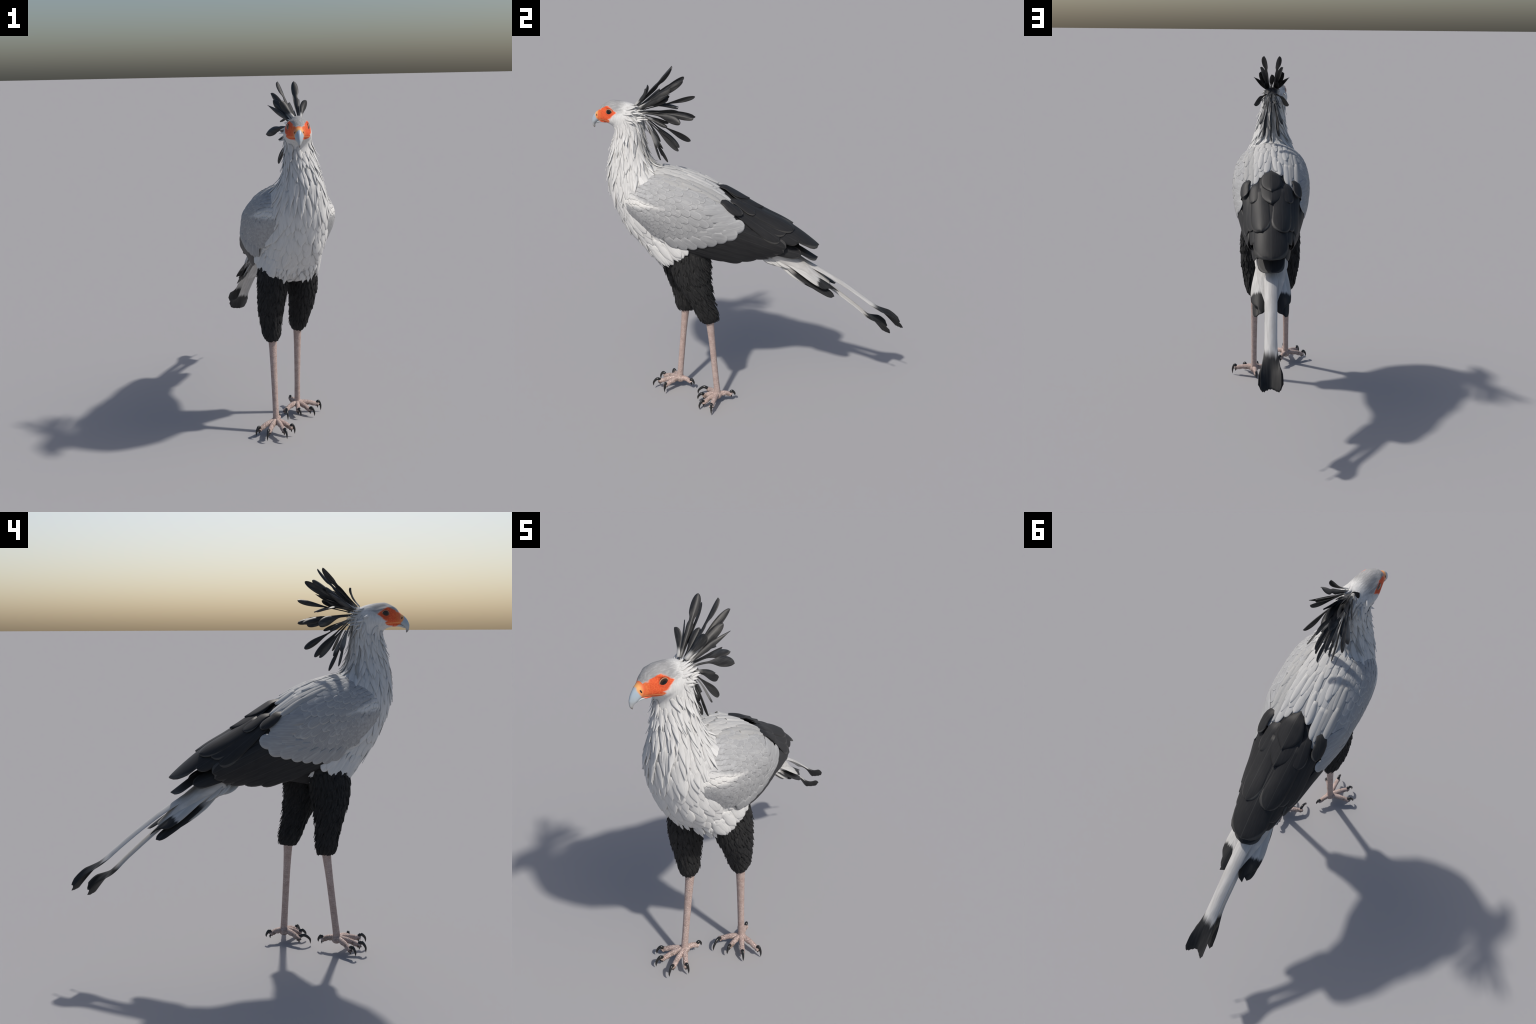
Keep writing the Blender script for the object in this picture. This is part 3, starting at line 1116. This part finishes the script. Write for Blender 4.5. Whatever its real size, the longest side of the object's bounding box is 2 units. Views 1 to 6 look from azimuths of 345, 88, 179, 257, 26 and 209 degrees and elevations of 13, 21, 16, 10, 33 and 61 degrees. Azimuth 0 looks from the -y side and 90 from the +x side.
# --- free ribbons: tail plumes, rear primaries
def ribbon(name, centre, halves, mat, parent, width=(1, 0, 0), roof=0.0, curve=0.0, thick=0.004, nl=26, nw=10, end=None, skew=0.0, wave=0.0, twist=0.0, rounded=0.0, gutter=None):
    pts = catmull(centre, nl + 1)
    htr = Track([i / (len(halves) - 1) for i in range(len(halves))], halves)
    wd = V(width).normalized()
    top, bot = [], []
    frame = None
    for i, p in enumerate(pts):
        t = i / nl
        d = (pts[min(nl, i + 1)] - pts[max(0, i - 1)]).normalized()
        x = (wd - d * wd.dot(d)).normalized()
        nn = x.cross(d)
        if twist:
            q = Quaternion(d, twist * t)
            x, nn = q @ x, q @ nn
        if frame is None:
            frame = Matrix((x, d, nn)).transposed().to_4x4()
            frame.translation = p
        hw = float(htr(t)[0])
        if rounded and t > 1 - rounded:
            hw *= math.sqrt(max(0.0, 1 - ((t - 1 + rounded) / rounded) ** 2.4))
        hw = max(0.0006, hw)
        up = gutter(t) if gutter else 0.0
        for j in range(nw + 1):
            q = -1 + 2 * j / nw
            off = p + x * (q * hw + skew * hw)
            h = -roof * abs(q) * hw - curve * (1 - min(1.0, up * 2)) * q * q * hw + up * (abs(q) ** 1.3) * hw
            if end:
                off = off + d * end(q) * smooth(0.75, 1.0, t)
            h += wave * math.sin(q * 9) * smooth(0.5, 1, t)
            th = thick * (0.3 + 0.7 * (1 - abs(q)))
            top.append(off + nn * (h + th / 2))
            bot.append(off + nn * (h - th / 2))
    v, f = solid(top, bot, nl, nw)
    return put_feather(name, v, f, frame, mat, parent)


M_TAIL_LONG = mat_tail("tail_plume_long", 0.775)
M_TAIL_LOW = mat_tail("tail_plume_low", 0.770)
M_TAIL_SIDE = mat_tail("tail_plume_side", 0.66, (0.50, 0.495, 0.48))
M_TAIL_DARK = mat_tail("tail_plume_dark", 0.25, (0.30, 0.29, 0.28), 0.06)
M_VENT = mat_tail("vent_plume", 1.6, (0.54, 0.535, 0.52))

# tail base: a tapering muscle of pale coverts
tb_v, tb_f = [], []
TB = Track([0, 0.25, 0.5, 0.75, 1], [(0.10, 0.935, 0.085, 0.055), (0.18, 0.890, 0.084, 0.050), (0.27, 0.830, 0.078, 0.044), (0.35, 0.775, 0.060, 0.026), (0.43, 0.722, 0.030, 0.006)])
nr, na = 40, 48
for i in range(nr + 1):
    y, z, wx, hz = TB(i / nr)
    ax = V((0, 0.56, 0.83))
    for j in range(na):
        th = 2 * PI * j / na
        c, s = math.cos(th), math.sin(th)
        tb_v.append(V((wx * math.copysign(abs(c) ** 0.8, c), y, z)) + ax * hz * s)
for i in range(nr):
    for j in range(na):
        a, b = i * na + j, i * na + (j + 1) % na
        tb_f.append((a, b, b + na, a + na))
tb_f.append(tuple(nr * na + j for j in range(na)))
tb_f.append(tuple(reversed(range(na))))
M_TAILBASE = mat_tail("tail_base_plumage", 1.8)
tail = make("tail", tb_v, tb_f, M_TAILBASE, root)


def ragged(q):
    """The keel of the paddle ends earlier than its two rounded lobes."""
    return -0.026 * math.exp(-((q / 0.55) ** 2)) + 0.003 * math.sin(q * 23) + 0.002 * math.sin(q * 41 + 1) - 0.030 * smooth(0.80, 1.0, abs(q))


def cleft(q):
    return -0.028 * math.exp(-((q / 0.50) ** 2)) + 0.002 * math.sin(q * 21) - 0.032 * smooth(0.75, 1.0, abs(q))


# the two long central plumes: roofed along the shaft, gutter-shaped in the black paddle
deep = lambda t: 0.66 * smooth(0.66, 1.0, t)
ribbon("tail_feather", [(0, 0.12, 0.975), (0, 0.256, 0.893), (0, 0.364, 0.824), (0, 0.451, 0.766), (0, 0.546, 0.695), (0, 0.65, 0.611), (0, 0.717, 0.552), (0, 0.785, 0.482), (0, 0.853, 0.402)],
       [0.070, 0.066, 0.045, 0.037, 0.035, 0.0345, 0.0335, 0.033, 0.034, 0.039, 0.047, 0.053, 0.054], M_TAIL_LONG, tail, curve=0.36, thick=0.005, nl=80, nw=20, end=ragged, gutter=deep)
ribbon("tail_feather", [(0, 0.15, 0.930), (0, 0.30, 0.815), (0, 0.451, 0.695), (0, 0.547, 0.613), (0, 0.635, 0.533), (0, 0.703, 0.460), (0, 0.773, 0.372)],
       [0.055, 0.050, 0.040, 0.036, 0.035, 0.034, 0.033, 0.032, 0.034, 0.042, 0.054, 0.063, 0.065], M_TAIL_LOW, tail, curve=0.36, thick=0.005, nl=80, nw=20, end=cleft, gutter=deep)
# short side plumes
for s in (1, -1):
    ribbon("tail_feather", [(s * 0.035, 0.14, 0.935), (s * 0.050, 0.24, 0.865), (s * 0.064, 0.34, 0.790), (s * 0.068, 0.455, 0.705)],
           [0.040, 0.044, 0.047, 0.050, 0.052, 0.048, 0.040], M_TAIL_SIDE, tail, width=(1, 0, -0.30 * s), curve=0.35, thick=0.005, nl=36, nw=12, end=lambda q: 0.030 * -q * s, rounded=0.16)
    ribbon("tail_feather", [(s * 0.060, 0.15, 0.895), (s * 0.074, 0.25, 0.812), (s * 0.080, 0.35, 0.737), (s * 0.079, 0.452, 0.664)],
           [0.014, 0.024, 0.028, 0.029, 0.030, 0.028, 0.024], M_TAIL_DARK, tail, width=(1, 0, -0.9 * s), curve=0.2, thick=0.004, nl=30, rounded=0.14)
    ribbon("tail_feather", [(s * 0.050, 0.13, 0.900), (s * 0.064, 0.22, 0.825), (s * 0.066, 0.30, 0.765), (s * 0.060, 0.385, 0.705)],
           [0.02, 0.030, 0.034, 0.032, 0.030, 0.026, 0.02], M_TAIL_SIDE, tail, width=(1, 0, -1.2 * s), curve=0.2, thick=0.004, nl=26, rounded=0.2)
    ribbon("tail_feather", [(s * 0.022, 0.13, 0.880), (s * 0.03, 0.20, 0.815), (s * 0.03, 0.26, 0.765), (s * 0.028, 0.325, 0.722)],
           [0.02, 0.030, 0.033, 0.033, 0.030, 0.028, 0.02], M_VENT, tail, width=(1, 0, -0.2 * s), curve=0.2, thick=0.006, nl=22, rounded=0.3)
# white vent feathers under the rump
r4 = random.Random(3)
for i in range(34):
    s = 1 if i % 2 else -1
    k = i / 33
    y0 = lerp(0.03, 0.15, k) + r4.uniform(-0.01, 0.01)
    x0 = s * r4.uniform(0.005, 0.075)
    z0 = 0.912 - 0.022 * k + 0.028 * (abs(x0) / 0.075) ** 2
    L = r4.uniform(0.075, 0.11)
    ribbon("vent_feather", [(x0, y0, z0), (x0 * 1.05, y0 + L * 0.5, z0 - 0.026 - 0.02 * k), (x0 * 1.05, y0 + L, z0 - 0.050 - 0.045 * k)],
           [0.014, 0.021, 0.024, 0.022, 0.016, 0.002], M_VENT, tail, width=(1, 0, -0.6 * s * abs(x0) / 0.07), curve=0.3, thick=0.004, nl=10, nw=6)

# rear primaries that stick out below the big tertial
for s in (1, -1):
    ribbon("flight_feather", [(s * 0.100, -0.04, 1.045), (s * 0.100, 0.08, 1.005), (s * 0.096, 0.17, 0.972), (s * 0.082, 0.262, 0.936)],
           [0.040, 0.043, 0.044, 0.043, 0.041, 0.038, 0.036], M_BLACK, wings[s], width=(0.55, 0, -1.0 * s), curve=0.25, thick=0.004, nl=30, rounded=0.2)
    quill("flight_feather", [on_top(s * 0.118, 0.0), on_top(s * 0.108, 0.12), on_top(s * 0.088, 0.245)], V((s, 0, 0.6)), 0.046, 0.002, 0.004, wings[s], lambda t: prof_round(t, 0.8, 0.9), camber=0.05)
ribbon("flight_feather", [(0, 0.02, 1.09), (0, 0.14, 1.03), (0, 0.25, 0.965), (0, 0.363, 0.884)],
       [0.085, 0.085, 0.084, 0.082, 0.078, 0.074, 0.070], M_BLACK, wings[1], roof=0.26, thick=0.006, nl=44, nw=14, rounded=0.16)

# ------------------------------------------------------------------ crest
def crest(base, tip, hw, prof, mat, wd, bend=0.05, twist=0.0, sag=0.0, cup=0.35):
    b, t = V(base), V(tip)
    d0 = (t - b)
    L = d0.length
    back = V((0, 1, 0.1))
    ctrl = b + d0 * 0.45 + back * bend * L + V((0, 0, sag * L))
    nl, nw = 20, 6
    pts = [b * (1 - k) ** 2 + ctrl * 2 * k * (1 - k) + t * k * k for k in (tip_t(i, nl) for i in range(nl + 1))]
    top, bot = [], []
    frame = None
    w0 = V(wd).normalized()
    for i, p in enumerate(pts):
        k = tip_t(i, nl)
        d = (pts[min(nl, i + 1)] - pts[max(0, i - 1)]).normalized()
        x = (w0 - d * w0.dot(d)).normalized()
        if twist:
            x = Quaternion(d, twist * (k - 0.5)) @ x
        nn = x.cross(d)
        if frame is None:
            frame = Matrix((x, d, nn)).transposed().to_4x4()
            frame.translation = p
        w = max(hw * prof(k), 0.0006)
        for j in range(nw + 1):
            q = -1 + 2 * j / nw
            h = -cup * w * q * q + 0.0016 * (1 - abs(q))
            th = 0.0030 * (0.25 + 0.75 * (1 - abs(q)))
            top.append(p + x * q * w + nn * (h + th / 2))
            bot.append(p + x * q * w + nn * (h - th / 2))
    v, f = solid(top, bot, nl, nw)
    put_feather("crest_feather", v, f, frame, mat, head)


spoon = lambda t: prof_spoon(t, 0.22, 0.45, 0.74)
paddle = lambda t: prof_spoon(t, 0.30, 0.36, 0.72)
oar = lambda t: prof_spoon(t, 0.20, 0.56, 0.76)
long_spoon = lambda t: prof_spoon(t, 0.20, 0.62, 0.82)
lance = lambda t: prof_point(t, 0.55, 0.3, 1.5)
wavyblade = lambda t: prof_spoon(t, 0.35, 0.25, 0.80) * (1 - 0.45 * math.exp(-(((t - 0.60) / 0.07) ** 2)))
for s in (1, -1):
    crest((s * 0.018, -0.625, 1.812), (s * 0.071, -0.556, 1.901), 0.0195, lambda t: prof_spoon(t, 0.45, 0.42, 0.72), M_CREST_T, (1, 0.15 * s, -0.45 * s), 0.22)
    crest((s * 0.012, -0.612, 1.808), (s * 0.046, -0.416, 2.000), 0.0195, wavyblade, M_CREST, (0.75, -0.45 * s, 0.5 * s), 0.06, twist=0.7 * s)
    crest((s * 0.016, -0.600, 1.800), (s * 0.066, -0.356, 1.938), 0.0190, paddle, M_CREST, (0.6, 0.4 * s, -0.9 * s), 0.05, twist=0.6 * s)
    crest((s * 0.022, -0.605, 1.798), (s * 0.074, -0.424, 1.901), 0.0215, paddle, M_CREST_T, (0.6, 0.3 * s, -0.8 * s), 0.08)
    crest((s * 0.026, -0.600, 1.790), (s * 0.106, -0.424, 1.877), 0.0140, lance, M_CREST, (0.25, 0.35 * s, -0.9 * s), 0.02)
    crest((s * 0.014, -0.585, 1.770), (s * 0.046, -0.313, 1.727), 0.0170, oar, M_CREST, (0.4, 0, -0.9 * s), 0.05, sag=0.05)
    crest((s * 0.024, -0.585, 1.765), (s * 0.104, -0.381, 1.716), 0.0235, oar, M_CREST, (0.12, 0.1, -1.0 * s), 0.05, sag=0.10)
    crest((s * 0.016, -0.568, 1.728), (s * 0.042, -0.404, 1.554), 0.0165, spoon, M_CREST, (0.25, 0.7 * s, 0.7 * s), 0.05)
    crest((s * 0.022, -0.565, 1.690), (s * 0.050, -0.504, 1.509), 0.0110, spoon, M_CREST, (0.8, -0.3 * s, 0), 0.05)
    crest((s * 0.030, -0.570, 1.715), (s * 0.072, -0.510, 1.584), 0.0150, paddle, M_CREST_N, (0.6, -0.7 * s, 0), 0.1)
    crest((s * 0.012, -0.590, 1.785), (s * 0.020, -0.393, 1.782), 0.0215, lambda t: prof_spoon(t, 0.45, 0.25, 0.70), M_CREST, (1, 0, -0.25 * s), 0.0, cup=0.15, sag=0.26)
    crest((s * 0.012, -0.595, 1.790), (s * 0.040, -0.440, 1.842), 0.0170, paddle, M_CREST_G, (0.6, 0, -0.7 * s), 0.05)
    crest((s * 0.020, -0.575, 1.745), (s * 0.055, -0.455, 1.690), 0.0120, paddle, M_CREST_G, (0.5, 0, -0.8 * s), 0.05)
for b, t, hw, pr, mt, wd in (
    ((0, -0.605, 1.800), (0, -0.485, 1.889), 0.0185, paddle, M_CREST, (1, 0.5, -0.3)),
    ((0, -0.590, 1.780), (0, -0.299, 1.841), 0.0140, long_spoon, M_CREST, (0.3, 0.0, 1)),
    ((0, -0.585, 1.765), (0, -0.303, 1.731), 0.0165, oar, M_CREST, (0.4, 0, 1)),
    ((0, -0.570, 1.735), (0, -0.337, 1.598), 0.0170, long_spoon, M_CREST, (0.2, 0.6, 0.8)),
    ((0, -0.575, 1.735), (0, -0.502, 1.717), 0.0120, paddle, M_CREST_G, (1, 0, 0)),
    ((0, -0.562, 1.660), (0, -0.469, 1.484), 0.0100, spoon, M_CREST, (0.35, 0.9, 0.3)),
    ((0.004, -0.560, 1.690), (-0.002, -0.492, 1.560), 0.0110, spoon, M_CREST_N, (0.7, 0.7, 0)),
):
    crest(b, t, hw, pr, mt, wd, 0.04)
# small white plumes that hide the roots of the crest
r5 = random.Random(11)
for i in range(46):
    s = 1 if i % 2 else -1
    uu = r5.uniform(19.2, 21.2)
    th = s * r5.uniform(1.7, 2.95)
    p = body_at(uu, th)
    hint = (p - V((0, -0.68, 1.72))).normalized()
    d = V((s * 0.25, 1.0, r5.uniform(-0.55, 0.05)))
    L = r5.uniform(0.045, 0.085)
    path = march(body_bvh, p, d, L * 0.4, hint, 3)
    end = path[-1] + (d.normalized() + hint * 0.35).normalized() * L * 0.6
    a = path[0]
    ribbon("nape_feather", [a - hint * 0.002, path[-1] + hint * 0.004, end], [0.005, 0.0085, 0.0085, 0.007, 0.0045, 0.0008], M_NECK, head, width=d.cross(hint), curve=0.3, thick=0.0025, nl=8, nw=4)

# ------------------------------------------------------------------ beak, eyes
def hd(x, y, z):
    return turn_head((x, y, z), 1.0)


def beak_loft(name, slices, mat, parent, n=28):
    """Slices: (top y, top z, bottom y, bottom z, half width, keel)."""
    tr = Track(range(len(slices)), slices)
    m = (len(slices) - 1) * 6
    v, f = [], []
    for i in range(m + 1):
        ty, tz, by, bz, w, keel = tr(i / 6)
        for j in range(n):
            th = 2 * PI * j / n
            c, s = math.cos(th), math.sin(th)
            k = 0.5 + 0.5 * c
            x = w * math.copysign(abs(s) ** 0.85, s) * (1 - keel * c)
            v.append(hd(x, lerp(by, ty, k), lerp(bz, tz, k)))
    for i in range(m):
        for j in range(n):
            a, b = i * n + j, i * n + (j + 1) % n
            f.append((a, a + n, b + n, b))
    f.append(tuple(range(n)))
    f.append(tuple(reversed(range(m * n, (m + 1) * n))))
    return make(name, v, f, mat, parent)


upper = beak_loft("upper_beak", [
    (-0.826, 1.787, -0.815, 1.722, 0.0310, 0.10),
    (-0.840, 1.776, -0.832, 1.722, 0.0260, 0.20),
    (-0.857, 1.764, -0.846, 1.716, 0.0215, 0.30),
    (-0.872, 1.748, -0.857, 1.709, 0.0175, 0.38),
    (-0.882, 1.730, -0.864, 1.704, 0.0140, 0.40),
    (-0.8865, 1.714, -0.8665, 1.700, 0.0105, 0.35),
    (-0.8855, 1.698, -0.8690, 1.694, 0.0068, 0.2),
    (-0.8800, 1.685, -0.8700, 1.685, 0.0038, 0.0),
    (-0.8740, 1.679, -0.8710, 1.680, 0.0010, 0.0),
], M_BEAK, head)
lower = beak_loft("lower_beak", [
    (-0.800, 1.726, -0.800, 1.708, 0.0300, -0.1),
    (-0.825, 1.724, -0.825, 1.709, 0.0225, -0.1),
    (-0.845, 1.719, -0.845, 1.706, 0.0155, -0.1),
    (-0.860, 1.712, -0.858, 1.702, 0.0095, -0.1),
    (-0.866, 1.705, -0.865, 1.701, 0.0030, 0.0),
], M_BEAK, head)
# nostrils: dark slits sunk in the cere
for s in (1, -1):
    v, f = [], []
    c = V((s * 0.0222, -0.8445, 1.7525))
    nn = V((s * 0.80, -0.55, 0.25)).normalized()
    ax = V((0, 0.55, -0.85))
    ax = (ax - nn * ax.dot(nn)).normalized()
    bx = nn.cross(ax)
    for ring in range(4):
        k = (1, 0.85, 0.5, 0.0)[ring]
        for j in range(16):
            a = 2 * PI * j / 16
            p = c + ax * 0.0068 * k * math.cos(a) + bx * 0.0032 * k * math.sin(a) + nn * (0.0012 * (1 - k * k))
            v.append(hd(*p))
    for ring in range(3):
        for j in range(16):
            a, b = ring * 16 + j, ring * 16 + (j + 1) % 16
            f.append((a, b, b + 16, a + 16))
    make("nostril", v, f, M_NOSTRIL, head)

for s in (1, -1):
    v, f = [], []
    nr, na, R = 16, 32, 0.0205
    for i in range(nr + 1):
        a = PI * i / nr
        for j in range(na):
            b = 2 * PI * j / na
            v.append(V((0.45 * R * math.cos(a) * s, R * math.sin(a) * math.cos(b), R * math.sin(a) * math.sin(b))))
    for i in range(nr):
        for j in range(na):
            p, q = i * na + j, i * na + (j + 1) % na
            f.append((p, q, q + na, p + na) if s < 0 else (p, p + na, q + na, q))
    hit = body_bvh.ray_cast(hd(s * 0.2, -0.756, 1.772), hd(0, -0.756, 1.772) - hd(s * 0.2, -0.756, 1.772))[0]
    inx = (hd(0, -0.756, 1.772) - hd(s * 0.2, -0.756, 1.772)).normalized()
    mtx = Matrix.Translation(hit + inx * 0.0048) @ Matrix.Rotation(YAW - s * 0.17, 4, "Z") @ Matrix.Rotation(s * 0.10, 4, "Y")
    make("eye", v, f, M_EYE, head, mtx)
    v, f = [], []
    n1, n2 = 40, 10
    for i in range(n1):
        a = 2 * PI * i / n1
        ry, rz = 0.0190, 0.0180
        for j in range(n2):
            b = 2 * PI * j / n2
            r = 0.0024
            v.append(V((s * (0.0030 + r * math.cos(b)), (ry + r * math.sin(b)) * math.cos(a), (rz + r * math.sin(b)) * math.sin(a))))
    for i in range(n1):
        for j in range(n2):
            p, q = i * n2 + j, i * n2 + (j + 1) % n2
            p2, q2 = ((i + 1) % n1) * n2 + j, ((i + 1) % n1) * n2 + (j + 1) % n2
            f.append((p, q, q2, p2))
    make("eyelid", v, f, M_LID, head, mtx)


# ------------------------------------------------------------------ legs
def tube(path, radii, n=20, squash=None, up=V((0, 0, 1)), cap=True, bump=None):
    """Swept tube; radii is a Track over 0..1 giving one or two radii."""
    v, f = [], []
    m = len(path)
    for i, p in enumerate(path):
        t = i / (m - 1)
        d = (path[min(m - 1, i + 1)] - path[max(0, i - 1)]).normalized()
        x = d.cross(up)
        if x.length < 1e-4:
            x = V((1, 0, 0))
        x.normalize()
        y = x.cross(d)
        r = radii(t)
        ra, rb = (r[0], r[0]) if len(r) == 1 else (r[0], r[1])
        for j in range(n):
            a = 2 * PI * j / n
            k = 1 + (bump(t, a) if bump else 0)
            v.append(p + x * math.cos(a) * ra * k + y * math.sin(a) * rb * k)
    for i in range(m - 1):
        for j in range(n):
            a, b = i * n + j, i * n + (j + 1) % n
            f.append((a, a + n, b + n, b))
    f.append(tuple(range(n)))
    f.append(tuple(reversed(range((m - 1) * n, m * n))))
    return v, f


def build_leg(side, hip, thigh_path, thigh_r, ankle, footc, toes):
    fwd = V((0, -1, 0))
    # shank: thick at the ankle, slim in the middle, swelling to the foot
    pts = catmull([ankle + V((0, 0, 0.05)), ankle, ankle.lerp(footc, 0.33), ankle.lerp(footc, 0.7), footc, footc - V((0, 0, 0.035))], 260)
    rad = Track([0, 0.12, 0.20, 0.30, 0.45, 0.65, 0.83, 0.93, 1.0],
                [(0.029, 0.029), (0.0285, 0.0285), (0.0255, 0.0250), (0.0218, 0.0210), (0.0190, 0.0182), (0.0170, 0.0178), (0.0185, 0.0200), (0.024, 0.026), (0.018, 0.020)])
    v, f = tube(pts, rad, 28, up=fwd, bump=lambda t, a: 0.030 * (abs(math.sin(t * 105)) - 0.6) * max(0, math.sin(a)) ** 1.5)
    leg = make("leg", v, f, M_SKIN, root)

    # thigh: feathered drumstick
    tp = catmull(thigh_path, 40)
    tr = Track([i / (len(thigh_r) - 1) for i in range(len(thigh_r))], thigh_r)
    tv, tf = tube(tp, tr, 36, up=fwd)
    thigh = make("thigh", tv, tf, M_THIGH, leg)
    tq = [tuple(q) for q in tf if len(q) == 4]
    bvh = BVHTree.FromPolygons(tv, tq)
    r = random.Random(17 + side)
    rest = Stuff()
    named = 0
    rows = 26
    for i in range(rows):
        t = lerp(0.10, 0.90, i / (rows - 1))
        k = int(t * 39)
        c = tp[k]
        ax = (tp[min(39, k + 1)] - tp[k - 1]).normalized()
        ra, rb = tr(t)
        n = int(2 * PI * max(ra, rb) / 0.019)
        for j in range(n):
            a = 2 * PI * (j + 0.5 * (i % 2)) / n + r.uniform(-0.1, 0.1)
            x = ax.cross(fwd).normalized()
            y = x.cross(ax)
            out = (x * math.cos(a) + y * math.sin(a))
            p = c + x * math.cos(a) * ra + y * math.sin(a) * rb + ax * r.uniform(-0.008, 0.008)
            L = r.uniform(0.048, 0.082) * (1 - 0.35 * smooth(0.75, 1, t))
            if t > 0.84:
                L = min(L, 0.034)
            hw = r.uniform(0.0075, 0.0125)
            rear = max(0.0, out.y)
            loose = r.uniform(0.002, 0.008) + 0.014 * rear * r.random() * (1 - smooth(0.8, 0.95, t))
            d = ax + V((0, 0.22 + 0.25 * r.uniform(-0.5, 1), 0)) + x * r.uniform(-0.12, 0.12)
            path = march(bvh, p, d, L, out, 5)
            v, f, fr = lay(bvh, path, out, hw, prof_point, lambda q: 0.001 + loose * q**1.6, 0.0022, camber=0.15, nl=6, nw=4)
            if (j + i) % 3 == 0 and named < 150:
                put_feather("thigh_feather", v, f, fr, M_THIGH, leg)
                named += 1
            else:
                rest.add(v, f)
    make("thigh_plumage", rest.v, rest.f, M_THIGH, leg, kind="stuff")

    # foot pad and toes
    pad = footc - V((0, 0, 0.020))
    v, f = [], []
    for i in range(15):
        a = PI * i / 14
        for j in range(24):
            b = 2 * PI * j / 24
            v.append(pad + V((0.026 * math.sin(a) * math.cos(b), 0.028 * math.sin(a) * math.sin(b), 0.026 * math.cos(a))))
    for i in range(14):
        for j in range(24):
            p, q = i * 24 + j, i * 24 + (j + 1) % 24
            f.append((p, p + 24, q + 24, q))
    make("foot", v, f, M_TOE, leg)
    for kx, ky, kz, cx, cy, cz in toes:
        k, c = V((kx, ky, kz)), V((cx, cy, cz))
        kc = k - V((0, 0, 0.010))
        out = V((k.x - pad.x, k.y - pad.y, 0))
        dist = out.length
        out.normalize()
        start = pad + V((0, 0, 0.004)) + out * 0.006
        mid = start.lerp(kc, 0.5) + V((0, 0, 0.006))
        pts = catmull([start, mid, kc, kc + out * 0.006 - V((0, 0, 0.004))], 34)
        rad = Track([0, 0.2, 0.45, 0.62, 0.8, 0.92, 1.0], [(0.0175, 0.019), (0.0145, 0.0165), (0.0135, 0.015), (0.0122, 0.0135), (0.0135, 0.0150), (0.0115, 0.0130), (0.0030, 0.0035)])
        v, f = tube(pts, rad, 18, bump=lambda t, a: 0.11 * math.sin(t * 26) * (0.45 - 0.55 * math.sin(a)) + 0.035 * math.sin(t * 75) * max(0, math.sin(a)))
        make("toe", v, f, M_TOE, leg)
        # claw: leaves the knuckle upward and hooks down to its tip
        h = V((c.x - k.x, c.y - k.y, 0))
        hl = max(h.length, 0.025)
        h = h.normalized() if h.length > 0.008 else out
        base = kc + V((0, 0, 0.003))
        p1 = base + h * hl * 0.45 + V((0, 0, 0.013))
        p2 = base.lerp(c, 0.0) + h * hl * 0.92 + V((0, 0, lerp(0.0, c.z - base.z, 0.35) + 0.004))
        pts = catmull([base, p1, p2, c], 26)
        rad = Track([0, 0.15, 0.5, 0.85, 1.0], [(0.0085, 0.0095), (0.0088, 0.0100), (0.0066, 0.0078), (0.0035, 0.0040), (0.0008, 0.0008)])
        v, f = tube(pts, rad, 14)
        make("claw", v, f, M_CLAW, leg)
        # small dark horn under the toe end
        b0 = kc + out * 0.001 - V((0, 0, 0.006))
        pts = catmull([b0, b0 + out * 0.006 - V((0, 0, 0.008)), b0 + out * 0.005 - V((0, 0, min(0.020, b0.z - 0.006)))], 10)
        v, f = tube(pts, Track([0, 0.4, 1], [(0.0062,), (0.0055,), (0.0012,)]), 10)
        make("toe_spur", v, f, M_CLAW, leg)


build_leg(
    -1, None,
    [(-0.092, -0.425, 1.02), (-0.098, -0.448, 0.94), (-0.104, -0.455, 0.84), (-0.110, -0.446, 0.74), (-0.108, -0.438, 0.64), (-0.104, -0.436, 0.575), (-0.102, -0.436, 0.545)],
    [(0.078, 0.105), (0.079, 0.104), (0.077, 0.092), (0.070, 0.071), (0.056, 0.055), (0.045, 0.050), (0.028, 0.036)],
    V((-0.100, -0.434, 0.55)), V((-0.104, -0.496, 0.085)),
    [(-0.210, -0.532, 0.054, -0.241, -0.555, 0.016), (-0.174, -0.593, 0.059, -0.196, -0.629, 0.012), (-0.095, -0.618, 0.066, -0.091, -0.666, 0.026),
     (-0.044, -0.582, 0.062, -0.021, -0.592, 0.015), (-0.070, -0.432, 0.066, -0.056, -0.409, 0.038)],
)
build_leg(
    1, None,
    [(0.092, -0.375, 1.02), (0.098, -0.380, 0.94), (0.106, -0.366, 0.84), (0.110, -0.338, 0.74), (0.106, -0.308, 0.64), (0.102, -0.288, 0.58), (0.101, -0.283, 0.55)],
    [(0.080, 0.110), (0.081, 0.110), (0.080, 0.098), (0.070, 0.073), (0.056, 0.057), (0.045, 0.050), (0.028, 0.036)],
    V((0.101, -0.282, 0.55)), V((0.104, -0.261, 0.075)),
    [(0.011, -0.316, 0.051, 0.004, -0.384, 0.006), (0.083, -0.340, 0.050, 0.087, -0.382, 0.020), (0.155, -0.340, 0.046, 0.178, -0.371, 0.005),
     (0.217, -0.294, 0.058, 0.244, -0.298, 0.003), (0.090, -0.185, 0.060, 0.085, -0.155, 0.034)],
)

# ------------------------------------------------------------------ tidy normals
import bmesh
for ob in bpy.data.objects:
    if ob.type == "MESH" and ob.name.split(".")[0] not in ("abdomen", "torso", "neck", "head"):
        bm = bmesh.new()
        bm.from_mesh(ob.data)
        bmesh.ops.recalc_face_normals(bm, faces=bm.faces)
        bm.to_mesh(ob.data)
        bm.free()
print("objects", len(bpy.data.objects))
